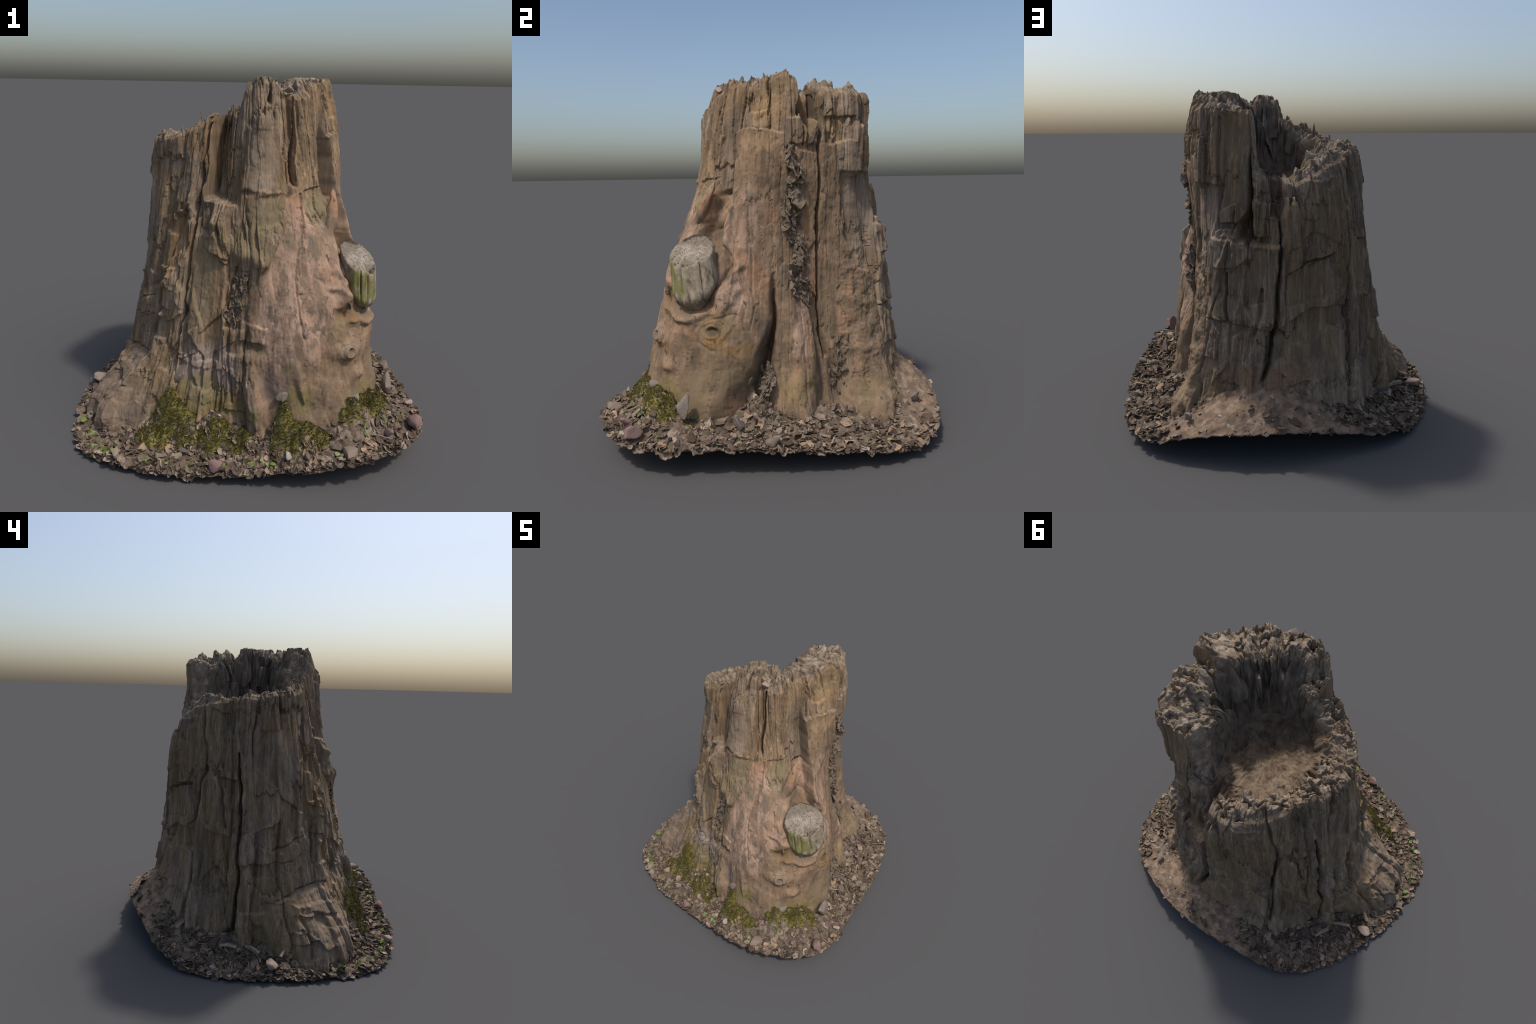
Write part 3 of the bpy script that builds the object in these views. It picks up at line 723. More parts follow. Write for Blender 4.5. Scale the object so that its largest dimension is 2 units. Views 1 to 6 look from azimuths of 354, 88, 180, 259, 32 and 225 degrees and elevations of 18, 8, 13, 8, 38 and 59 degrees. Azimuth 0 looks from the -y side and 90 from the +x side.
    # growth rings of the two knots
    for a0, z0, da, dz, kk in ((60.5, .645, 6.2, .082, 30.0), (34.3, .595, 5.2, .052, 24.0)):
        u = N.math("MULTIPLY", N.math("SUBTRACT", az, a0), 1 / da)
        v = N.math("MULTIPLY", N.math("SUBTRACT", z, z0), 1 / dz)
        e = N.math("ADD", N.math("SQRT", N.math("ADD", N.math("MULTIPLY", u, u), N.math("MULTIPLY", v, v))), N.math("MULTIPLY", wob, .22))
        ringm = N.math("MULTIPLY", N.step(N.math("SINE", N.math("MULTIPLY", e, kk)), .1, .9), N.math("SUBTRACT", 1.0, N.step(e, .85, 1.1)))
        col = N.mix(N.math("MULTIPLY", ringm, .34), col, (.125, .092, .055))
    runs = N.step(N.noise(20, 5, .62, stretch=(1, 1, .07), off=(1, 9, 5)), .575, .625)
    col = N.mix(N.math("MULTIPLY", runs, .42), col, (.155, .116, .076))
    line = N.step(N.noise(60, 4, .6, stretch=(1, 1, .045), off=(6, 2, 1)), .60, .74)
    col = N.mix(N.math("MULTIPLY", line, .30), col, (.12, .086, .056))
    pits = N.step(N.noise(38, 3, .5, stretch=(1, 1, .55), off=(2, 4, 4)), .645, .70)
    col = N.mix(N.math("MULTIPLY", pits, .75), col, (.095, .070, .048))
    blot = N.step(N.noise(12, 5, .66, stretch=(1, 1, .45), off=(8, 8, 2)), .60, .64)
    col = N.mix(N.math("MULTIPLY", blot, .65), col, (.135, .108, .078))
    col = N.mix(1.0, col, (.90, .87, .88), "MULTIPLY")
    N.colour(col)
    N.bump(N.math("ADD", N.math("MULTIPLY", grain, .5), N.math("MULTIPLY", N.noise(55, 5, .65), .5)), .35, .005)
    return N.mat


def simple_material(name, stops, scale=20, stretch=None, bump=.3, dist=.006, spots=None, detail=6, speck=None):
    N = Nodes(name)
    n = N.noise(scale, detail, .62, stretch=stretch)
    c = N.ramp(n, stops)
    if spots:
        s, lo, hi, colr, amt = spots
        c = N.mix(N.math("MULTIPLY", N.step(N.noise(s, 4, .6, off=(5, 3, 1)), lo, hi), amt), c, colr)
    if speck:
        s, lo, hi, colr, amt = speck
        v = N.voronoi(s, "F1", "Color")
        sep = N.t.nodes.new("ShaderNodeSeparateColor")
        N.link(v, sep.inputs[0])
        c = N.mix(N.math("MULTIPLY", N.step(sep.outputs[0], lo, hi), amt), c, colr)
    N.colour(c)
    N.bump(n, bump, dist)
    return N.mat


def litter_material():
    N = Nodes("leaf_litter_soil")
    x, y, z = N.xyz()
    a = N.math("MODULO", N.math("ADD", N.math("MULTIPLY", N.math("ARCTAN2", x, N.math("MULTIPLY", y, -1.0)), 57.29578), 720.0), 360.0)
    n1 = N.noise(26, 6, .68)
    soil = N.ramp(n1, [(.30, (.040, .029, .022)), (.46, (.100, .074, .055)), (.58, (.165, .124, .094)), (.75, (.26, .21, .165))])
    sep = N.t.nodes.new("ShaderNodeSeparateColor")
    N.link(N.voronoi(34, "F1", "Color"), sep.inputs[0])
    chip = N.ramp(sep.outputs[0], [(.0, (.060, .043, .033)), (.35, (.125, .090, .067)), (.62, (.19, .14, .102)), (.85, (.27, .21, .155)), (.97, (.36, .30, .24))])
    col = N.mix(.55, soil, chip)
    col = N.mix(N.math("MULTIPLY", N.step(N.noise(9, 4, .6, off=(4, 1, 1)), .56, .70), .35), col, (.17, .165, .07))
    wob = N.math("MULTIPLY", N.math("SUBTRACT", N.noise(6, 5, .6), .5), 70)
    aw = N.math("ADD", a, wob)
    m = N.math("MULTIPLY", N.step(aw, 134, 152), N.math("SUBTRACT", 1.0, N.step(aw, 198, 226)))
    n2 = N.noise(18, 6, .65, off=(2, 2, 2))
    sand = N.ramp(n2, [(.30, (.105, .070, .048)), (.46, (.205, .138, .092)), (.58, (.310, .212, .142)), (.75, (.42, .31, .225))])
    col = N.mix(N.math("MULTIPLY", m, N.math("ADD", .45, N.math("MULTIPLY", N.step(N.noise(7, 5, .65, off=(9, 9, 1)), .40, .58), .45))), col, sand)
    N.colour(col)
    N.bump(N.noise(70, 5, .7), .5, .008)
    return N.mat


def island_material(name, stops, scale=40, translucent=0.0):
    """each loose piece takes its own tint"""
    N = Nodes(name)
    g = N.t.nodes.new("ShaderNodeNewGeometry")
    o = N.t.nodes.new("ShaderNodeObjectInfo")
    f = N.math("FRACT", N.math("ADD", g.outputs["Random Per Island"], o.outputs["Random"]))
    c = N.ramp(f, stops)
    n = N.noise(scale, 5, .65)
    c = N.mix(N.step(n, .30, .75), N.mix(.45, c, (.05, .035, .025)), c)
    N.colour(c)
    N.bump(n, .3, .004)
    if translucent:
        tr = N.t.nodes.new("ShaderNodeBsdfTranslucent")
        N.link(c, tr.inputs[0])
        mx = N.t.nodes.new("ShaderNodeMixShader")
        mx.inputs[0].default_value = translucent
        N.link(N.b.outputs[0], mx.inputs[1])
        N.link(tr.outputs[0], mx.inputs[2])
        N.link(mx.outputs[0], N.out.inputs[0])
    return N.mat


MAT_WOOD = wood_material()
MAT_BARE = bare_material()
MAT_CRACK = simple_material("dark_crack_core", [(.3, (.075, .056, .040)), (.7, (.16, .122, .088))], 30, (1, 1, .1))
MAT_RIM = simple_material("crumbling_wood", [(.30, (.088, .064, .044)), (.46, (.185, .140, .098)), (.58, (.262, .207, .150)), (.75, (.37, .305, .235))], 24, bump=.5, dist=.010,
                          spots=(7, .48, .66, (.200, .148, .100), .6), speck=(32, .80, .9, (.42, .34, .26), .4))
MAT_INSIDE = simple_material("rotten_inner_wood", [(.30, (.060, .047, .036)), (.47, (.135, .108, .084)), (.60, (.205, .168, .132)), (.78, (.30, .25, .20))], 22, (1, 1, .18),
                             bump=.5, dist=.008, spots=(5, .52, .66, (.20, .135, .085), .5))
MAT_FLOOR = simple_material("rotted_wood_dust", [(.30, (.074, .053, .036)), (.46, (.138, .099, .066)), (.60, (.188, .139, .094)), (.78, (.26, .20, .14))], 18, bump=.6, dist=.012,
                            spots=(8, .5, .62, (.25, .195, .140), .5))
MAT_LITTER = litter_material()
CHIP_STOPS = [(.0, (.070, .050, .037)), (.25, (.125, .091, .067)), (.5, (.185, .138, .10)), (.7, (.25, .19, .14)), (.85, (.32, .255, .19)), (.94, (.40, .265, .17)), (1.0, (.45, .38, .31))]
MAT_CHIP = island_material("dry_leaf", CHIP_STOPS)
MAT_STONE = island_material("stone", [(.0, (.13, .105, .09)), (.3, (.20, .16, .13)), (.55, (.25, .20, .155)), (.75, (.20, .135, .12)), (.9, (.33, .26, .20)), (1, (.40, .34, .29))], 25)
MAT_TWIG = island_material("twig", [(.0, (.12, .085, .06)), (.5, (.25, .19, .14)), (1, (.42, .34, .25))], 30)
MAT_SPROUT = island_material("green_leaf", [(.0, (.20, .30, .06)), (.5, (.33, .42, .13)), (1, (.44, .50, .22))], 20, .25)
MAT_MOSS = island_material("moss", [(.0, (.066, .060, .016)), (.4, (.130, .116, .028)), (.75, (.200, .176, .050)), (1, (.28, .240, .095))], 30, .15)
MAT_BARK = simple_material("old_bark", [(.3, (.076, .056, .040)), (.47, (.175, .133, .096)), (.60, (.265, .210, .158)), (.78, (.40, .33, .26))], 30, (1, 1, .4), bump=.6, dist=.01)
MAT_PINKSTONE = simple_material("pale_stone", [(.3, (.22, .165, .130)), (.7, (.42, .32, .255))], 20)
MAT_WHITE = simple_material("white_stone", [(.3, (.28, .24, .205)), (.7, (.45, .40, .35))], 20)
MAT_RED = simple_material("red_stone", [(.3, (.165, .105, .092)), (.7, (.28, .185, .165))], 20)
MAT_LUMP = simple_material("weathered_lump", [(.3, (.085, .066, .050)), (.5, (.20, .160, .125)), (.7, (.34, .28, .235))], 12, bump=.6, dist=.012)
MAT_GREYSTONE = simple_material("grey_stone", [(.3, (.11, .088, .072)), (.5, (.20, .160, .132)), (.7, (.31, .26, .22))], 14)

# ----------------------------------------------------------------- build the trunk
ROOT = bpy.data.objects.new("tree_stump", None)
bpy.context.scene.collection.objects.link(ROOT)
ROOT["label"] = "hollow weathered tree stump on a patch of leaf litter"
ROOT["category"] = "tree stump"

NA = 1020
R_WALL, R_RIM, R_IN, R_FLOOR = 520, 44, 96, 44
AZ = np.arange(NA) * 360.0 / NA


def lip_height(az):
    """outer lip: the broken ends of the fibres stand at different heights"""
    h = around(az, LIP["az"], LIP["z"])
    a = np.radians(az)
    for count, amp, seed in ((34, .054, 3), (84, .020, 9), (190, .008, 15)):
        c = np.floor(az / 360 * count + .35 * perlin(np.sin(a) * 6, np.cos(a) * 6, a * 0 + seed)).astype(int) % count
        h = h + amp * (hash2(c, c * 0, seed) - .5) * (1 - .55 * smooth(188, 200, az) * (1 - smooth(285, 300, az)))
    return h


def build_trunk():
    h = lip_height(AZ)
    a = np.radians(AZ)
    fx, fy = CX + .75 * np.sin(a), CY - .75 * np.cos(a)
    z0 = np.minimum(np.interp(AZ, FOOT["az"], FOOT["z"]) - .10, .14)
    z0 = np.maximum(z0, .005)
    t = np.linspace(0, 1, R_WALL)[:, None]
    Z = z0[None] + (h - z0)[None] * t
    A = np.broadcast_to(AZ[None], Z.shape)
    r, crack, bare = trunk_radius(A.ravel(), Z.ravel())
    r, crack = r.reshape(Z.shape), crack.reshape(Z.shape)
    # the old root at the left spreads out in a lumpy wedge
    azr, zr = A, Z
    lump_u, lump_v = azr / 9 + .3 * perlin(azr / 5, zr * 8, zr * 0), zr * 9
    f1, f2, ca, cb, du, dv = cells(lump_u, lump_v, seed=91)
    flare = np.exp(-np.abs((azr - 291) / 15.0) ** 3) * .155 * (1 - smooth(.12, .42, zr)) * (.86 + .25 * hash2(ca, cb, 92)) 
    r = r + flare
    # round the very lip over
    r = r - .014 * smooth(.985, 1.0, t) * (.5 + hash2(np.floor(A / 2.1).astype(int), A.astype(int) * 0, 5))
    wall = np.stack([CX + r * np.sin(a), CY - r * np.cos(a), Z], -1)
    # broken top between outer and inner lip
    rl = around(AZ, HOLLOW["az"], HOLLOW["lip"]) + .030 * fbm(np.sin(a) * 7, np.cos(a) * 7, a * 0, 3)
    zl = around(AZ, LIP["az"], LIP["z"]) + .025 * smooth(188, 197, AZ) * (1 - smooth(220, 236, AZ)) - .025 * smooth(235, 250, AZ) * (1 - smooth(312, 322, AZ)) + .02 * smooth(48, 65, AZ) * (1 - smooth(116, 130, AZ))
    zl = np.convolve(np.concatenate([zl[-6:], zl, zl[:6]]), np.ones(13) / 13, "valid") + .012 * fbm(np.sin(a) * 12, np.cos(a) * 12, a * 0 + 5, 3)
    ro, zo = r[-1], Z[-1]
    rl = np.minimum(rl, ro - .03)
    s = (np.arange(1, R_RIM + 1) / R_RIM)[:, None]
    rr = ro + (rl - ro) * s
    base = zo + (zl - zo) * smooth(0, .5, s) + .012 * np.sin(s * math.pi)
    X, Y = CX + rr * np.sin(a), CY - rr * np.cos(a)
    env = smooth(0, .12, s)
    crumb = .014 * fbm(X * 14, Y * 14, X * 0, 3)
    for size, amp, seed in ((.065, .040, 70), (.036, .022, 71), (.018, .007, 77)):
        f1, f2, ca, cb, du, dv = cells(X / size + .4 * perlin(X * 20, Y * 20, X * 0), Y / size, seed=seed)
        crumb = crumb + amp * (1.3 * (hash2(ca, cb, seed + 2) - .5) + 1.4 * (hash2(ca, cb, seed + 3) - .5) * du + 1.4 * (hash2(ca, cb, seed + 4) - .5) * dv - .35 * np.exp(-(f2 - f1) / .06))
    base = base + env * crumb - .03 * smooth(.8, 1, s) ** 2
    base = np.where(base > 1.955, 1.955 + .25 * (base - 1.955), base)
    rim = np.stack([X, Y, base], -1)
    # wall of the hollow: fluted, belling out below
    rf = around(AZ, HOLLOW["az"], HOLLOW["foot"])
    zf = around(AZ, HOLLOW["az"], HOLLOW["foot_z"])
    s = (np.arange(1, R_IN + 1) / R_IN)[:, None]
    def even(v):
        return np.convolve(np.concatenate([v[-20:], v, v[:20]]), np.ones(41) / 41, "valid")

    keep = 1 - smooth(0, .35, s)
    bz, br = even(base[-1]) + (base[-1] - even(base[-1])) * keep, even(rr[-1]) + (rr[-1] - even(rr[-1])) * keep
    zz = bz + (zf - bz) * s
    tall = np.clip((base[-1] - zf) / .4, 0, 1)
    ri = br + (rf - br) * smooth(0, 1, s) ** .5
    x, y = np.sin(a) * .3, -np.cos(a) * .3
    xx, yy = np.broadcast_to(x, zz.shape), np.broadcast_to(y, zz.shape)
    flute = .050 * fbm(xx * 12, yy * 12, zz * 2.2, 3) + .010 * fbm(xx * 60, yy * 60, zz * 5, 2)
    f1, f2, ca, cb, du, dv = cells(np.broadcast_to(AZ / 360 * 30, zz.shape) + .5 * perlin(xx * 8, yy * 8, zz * 3), zz * 6, wrap=30, seed=81)
    flute = flute + .075 * (hash2(ca, cb, 83) - .5)
    ri = ri + flute * tall * np.sin(np.clip(s * 1.15, 0, 1) * math.pi) ** .6
    xi, yi = CX + ri * np.sin(a), CY - ri * np.cos(a)
    zz = zz + (1 - np.clip(tall * 1.6, 0, 1)) * smooth(0, .3, s) * (.030 * fbm(xi * 10, yi * 10, xi * 0 + 3, 4) + .010 * fbm(xi * 45, yi * 45, xi * 0 + 3, 2))
    inner = np.stack([xi, yi, zz], -1)
    # floor of rotted dust
    s = (np.arange(1, R_FLOOR + 1) / R_FLOOR)[:, None]
    rfl = ri[-1] * (1 - s * .995)
    X, Y = CX + rfl * np.sin(a), CY - rfl * np.cos(a)
    zfl = inner[-1][:, 2] + (1.395 - inner[-1][:, 2]) * (1 - (1 - s) ** 1.5) + .030 * fbm(X * 10, Y * 10, X * 0 + 3, 4) * smooth(0, .2, s) + .010 * fbm(X * 45, Y * 45, X * 0 + 3, 2) * smooth(0, .2, s)
    zfl[-1] = zfl[-1].mean()
    floor = np.stack([X, Y, zfl], -1)
    V = np.concatenate([wall, rim, inner, floor]).reshape(-1, 3)
    F = grid_faces(R_WALL + R_RIM + R_IN + R_FLOOR, NA)
    F = F[:, ::1]
    row = F[:, 0] // NA
    region = np.where(row < R_WALL - 1, 0, np.where(row < R_WALL + R_RIM - 1, 1, np.where(row < R_WALL + R_RIM + R_IN - 1, 2, 3)))
    low = np.repeat((tall < .5).astype(bool)[None] if tall.ndim == 1 else (tall < .5), 1, 0)
    col = F[:, 0] % NA
    region = np.where((region == 2) & low.reshape(-1, NA)[0][col], 3, region)
    cv = np.zeros(len(V))
    cv[:crack.size] = crack.ravel()
    bv = np.zeros(len(V))
    bv[:bare.size] = bare
    # vertex normals of the whole surface, so that the parts meet without a seam
    e1, e2 = V[F[:, 2]] - V[F[:, 0]], V[F[:, 3]] - V[F[:, 1]]
    fn = np.cross(e1, e2)
    vn = np.zeros_like(V)
    for k in range(4):
        for c in range(3):
            vn[:, c] += np.bincount(F[:, k], fn[:, c], len(V))
    vn /= np.maximum(np.linalg.norm(vn, axis=1, keepdims=True), 1e-12)
    for reg, name, mats in ((0, "trunk", (MAT_WOOD, MAT_CRACK, MAT_BARE)), (1, "broken_rim", (MAT_RIM,)), (2, "cavity_wall", (MAT_INSIDE,)), (3, "cavity_floor", (MAT_FLOOR,))):
        f = F[region == reg]
        used, inv = np.unique(f, return_inverse=True)
        me = mesh_from(name, V[used], inv.reshape(-1, 4))
        add(name, me, ROOT, mats)
        if reg == 0:
            me.polygons.foreach_set("material_index", np.where(cv[f].mean(1) > .62, 1, np.where(bv[f].mean(1) > .5, 2, 0)).astype(np.int32))
        me.normals_split_custom_set_from_vertices(vn[used].tolist())
    return V[:R_WALL * NA].reshape(R_WALL, NA, 3), rim


WALL, RIM = build_trunk()


# ----------------------------------------------------------------- the soil patch
def build_ground():
    na, nr = 900, 150
    az = np.arange(na) * 360 / na
    a = np.radians(az)
    k = np.arange(0, 361, 10)
    re = np.interp(az, k, list(EDGE["r"]) + [EDGE["r"][0]])
    litter = 1 - .7 * sandy(re * np.sin(a), -re * np.cos(a))
    c = np.floor(az / 360 * 130).astype(int)
    fr = az / 360 * 130 - c
    tooth = (hash2(c, c * 0, 3) * (1 - fr) + hash2((c + 1) % 130, c * 0, 3) * fr) - .5
    tooth = tooth + .5 * (hash2(np.floor(az / 1.1).astype(int), c * 0, 8) - .5)
    re = re + .026 * tooth * litter - .004
    s = np.linspace(.40, 1, nr)[:, None] ** 1.0
    R = re * s
    X, Y = R * np.sin(a), -R * np.cos(a)
    base = ground(X, Y)
    Z = base + ground_rough(X, Y)
    edge = smooth(.96, 1, s)
    Z = np.maximum(Z - edge * (.012 + .03 * (hash2(c, c * 0, 6) - .3)) * litter, .012)
    top = np.stack([X, Y, Z], -1)
    bs = [1.0, .995, .97, .9, .75, .55, .40]
    rows = [np.stack([re * q * np.sin(a), -re * q * np.cos(a), np.maximum(np.minimum(ground(re * q * np.sin(a), -re * q * np.cos(a)), Z[-1] + .02) - .014 - .03 * (1 - q), 0.001)], -1) for q in bs]
    rows[0][:, 2] = np.maximum(Z[-1] - .006, 0)
    V = np.concatenate([top, np.array(rows)]).reshape(-1, 3)
    F = grid_faces(nr + len(bs), na)[:, ::-1]
    me = mesh_from("soil", V, F)
    return add("soil", me, ROOT, (MAT_LITTER,))


build_ground()


def edge_radius(az):
    k = np.arange(0, 361, 10)
    return np.interp(az % 360, k, list(EDGE["r"]) + [EDGE["r"][0]])


def ground_at(x, y):
    X, Y = np.array([x]), np.array([y])
    return float(ground(X, Y)[0] + ground_rough(X, Y)[0])


def trunk_r_at(az, z):
    i = int(round((az % 360) / 360 * NA)) % NA
    col = WALL[:, i]
    j = int(np.clip(np.searchsorted(col[:, 2], z), 0, R_WALL - 1))
    return math.hypot(col[j, 0] - CX, col[j, 1] - CY)


def wall_point(az, z, out=0.0):
    r = trunk_r_at(az, z) + out
    a = math.radians(az)
    return Vector((CX + r * math.sin(a), CY - r * math.cos(a), z))


# ----------------------------------------------------------------- loose things
def lump(name, seed, mats, subdiv=3, rough=.35, flat=(1, 1, 1), facet=True):
    """a stone: an icosphere cut by random planes, then roughened"""
    import bmesh
    r = np.random.default_rng(seed)
    bm = bmesh.new()
    bmesh.ops.create_icosphere(bm, subdivisions=subdiv, radius=1)
    co = np.array([v.co for v in bm.verts])
    for _ in range(13 if facet else 0):
        n = r.normal(size=3)
        n /= np.linalg.norm(n)
        d = r.uniform(.42, .80)
        over = co @ n - d
        co = co - np.maximum(over, 0)[:, None] * n * .9
    co = co * (1 + rough * .35 * fbm(co[:, 0] * 1.5 + seed, co[:, 1] * 1.5, co[:, 2] * 1.5, 3))[:, None] * np.array(flat)
    for v, c in zip(bm.verts, co):
        v.co = c
    me = bpy.data.meshes.new(name)
    bm.to_mesh(me)
    bm.free()
    for m in mats:
        me.materials.append(m)
    me.polygons.foreach_set("use_smooth", np.full(len(me.polygons), True))
    me.set_sharp_from_angle(angle=math.radians(35))
    return me


def flake(seed, n=4, m=3, width=.45, thick=.035, curl=.35):
    """a curled dry leaf or flake of bark, unit length, closed, thin"""
    r = np.random.default_rng(seed)
    u, v = np.meshgrid(np.linspace(0, 1, n + 1), np.linspace(-1, 1, m + 1), indexing="ij")
    w = width * (np.sin(np.clip(u * .94 + .05, 0, 1) * math.pi) ** r.uniform(.4, .8)) + .03
    w = w * (1 + .3 * r.normal(size=u.shape) * .4)
    x, y = u - .5, v * w
    z = curl * r.uniform(.3, 1) * (v ** 2) * w + r.uniform(-.5, .5) * curl * (u - .5) ** 2 * 2 + .04 * r.normal(size=u.shape) + r.uniform(-.3, .3) * v * (u - .5)
    x = x + .03 * r.normal(size=u.shape)
    top = np.stack([x, y, z], -1).reshape(-1, 3)
    bot = top - [0, 0, thick]
    k = (n + 1) * (m + 1)
    f = []
    for i in range(n):
        for j in range(m):
            q = [i * (m + 1) + j, i * (m + 1) + j + 1, (i + 1) * (m + 1) + j + 1, (i + 1) * (m + 1) + j]
            f.append(q[::-1])
            f.append([c + k for c in q])
    ring = [j for j in range(m + 1)] + [i * (m + 1) + m for i in range(1, n + 1)] + [n * (m + 1) + j for j in range(m - 1, -1, -1)] + [i * (m + 1) for i in range(n - 1, 0, -1)]
    for p, q in zip(ring, ring[1:] + ring[:1]):
        f.append([p, q, q + k, p + k])
    return np.concatenate([top, bot]), np.array(f)


FLAKES = [flake(100 + i, width=random.uniform(.22, .5), curl=random.uniform(.2, .7)) for i in range(14)]
FLAKE_MESHES = []
for i, (v, f) in enumerate(FLAKES):
    me = mesh_from("dry_leaf", v, f, False)
    me.materials.append(MAT_CHIP)
    FLAKE_MESHES.append(me)


def slope_at(x, y, e=.02):
    X = np.array([x + e, x - e, x, x])
    Y = np.array([y, y, y + e, y - e])
    h = ground(X, Y)
    return Vector((-(h[0] - h[1]) / (2 * e), -(h[2] - h[3]) / (2 * e), 1)).normalized()


def random_spot(r, inner=.02, outer=.02):
    while True:
        az = r.uniform(0, 360)
        a = math.radians(az)
        re = edge_radius(az) - outer
        # distance from the origin to the trunk along this bearing
        rad = math.sqrt(r.uniform(.55 ** 2, re ** 2))
        x, y = rad * math.sin(a), -rad * math.cos(a)
        azc = math.degrees(math.atan2(x - CX, CY - y)) % 360
        zf = np.interp(azc, FOOT["az"], FOOT["z"])
        if math.hypot(x - CX, y - CY) < trunk_r_at(azc, zf + .03) + inner:
            continue
        if 276 < azc < 304 and math.hypot(x - CX, y - CY) < .93:
            continue
        if r.random() < .75 * float(smooth(.02, .22, fbm(np.array([x * 5.0]), np.array([y * 5.0]), np.array([3.0]), 2)[0])):
            continue
        if r.random() < .94 * float(sandy(np.array([x]), np.array([y]))[0]):
            continue
        return x, y


def pose(x, y, size, r, tilt=.5, lift=0.0):
    n = slope_at(x, y)
    n = (n + Vector(r.normal(size=3)) * tilt * .6).normalized()
    q = n.to_track_quat("Z", "Y").to_matrix().to_4x4()
    return Matrix.Translation((x, y, ground_at(x, y) + lift)) @ q @ Matrix.Rotation(r.uniform(0, 6.283), 4, "Z") @ Matrix.Scale(size, 4)


def scatter_leaves():
    r = np.random.default_rng(51)
    for i in range(290):
        x, y = random_spot(r)
        ob = bpy.data.objects.new("dry_leaf", FLAKE_MESHES[r.integers(len(FLAKE_MESHES))])
        bpy.context.scene.collection.objects.link(ob)
        ob.parent = ROOT
        sz = r.uniform(.040, .075)
        M = pose(x, y, sz, r, .45, .006)
        M.translation.z = max(M.translation.z, .5 * sz)
        ob.matrix_world = M
    # smaller crumbs, too many to count, in one piece
    V, F, off = [], [], 0
    for i in range(3600):
        x, y = random_spot(r, .0, .0)
        v, f = FLAKES[r.integers(len(FLAKES))]
        m = np.array(pose(x, y, r.uniform(.012, .030) if r.random() < .6 else r.uniform(.03, .055), r, .8, .003))
        w = v @ m[:3, :3].T + m[:3, 3]
        w[:, 2] = np.maximum(w[:, 2], .0)
        V.append(w)
        F.append(f + off)
        off += len(v)
    me = mesh_from("litter", np.concatenate(V), np.concatenate(F), False)
    ob = add("litter", me, ROOT, (MAT_CHIP,))
    ob["kind"] = "stuff"
    # ragged flakes hanging at the rim of the patch
    V, F, off = [], [], 0
    for i in range(420):
        az = r.uniform(0, 360)
        a = math.radians(az)
        rad = edge_radius(az) - r.uniform(.0, .03)
        x, y = rad * math.sin(a), -rad * math.cos(a)
        if r.random() < .85 * float(sandy(np.array([x]), np.array([y]))[0]):
            continue
        v, f = FLAKES[r.integers(len(FLAKES))]
        m = np.array(pose(x, y, r.uniform(.025, .055), r, .9, -.006))
        w = v @ m[:3, :3].T + m[:3, 3]
        w[:, 2] = np.maximum(w[:, 2], .0)
        V.append(w)
        F.append(f + off)
        off += len(v)
    me = mesh_from("edge_litter", np.concatenate(V), np.concatenate(F), False)
    ob = add("edge_litter", me, ROOT, (MAT_CHIP,))
    ob["kind"] = "stuff"


scatter_leaves()


def place(name, me, x, y, z, size, rot=(0, 0, 0)):
    ob = bpy.data.objects.new(name, me)
    bpy.context.scene.collection.objects.link(ob)
    ob.parent = ROOT
    ob.location = (x, y, z)
    ob.rotation_euler = rot
    ob.scale = size if isinstance(size, tuple) else (size,) * 3
    return ob


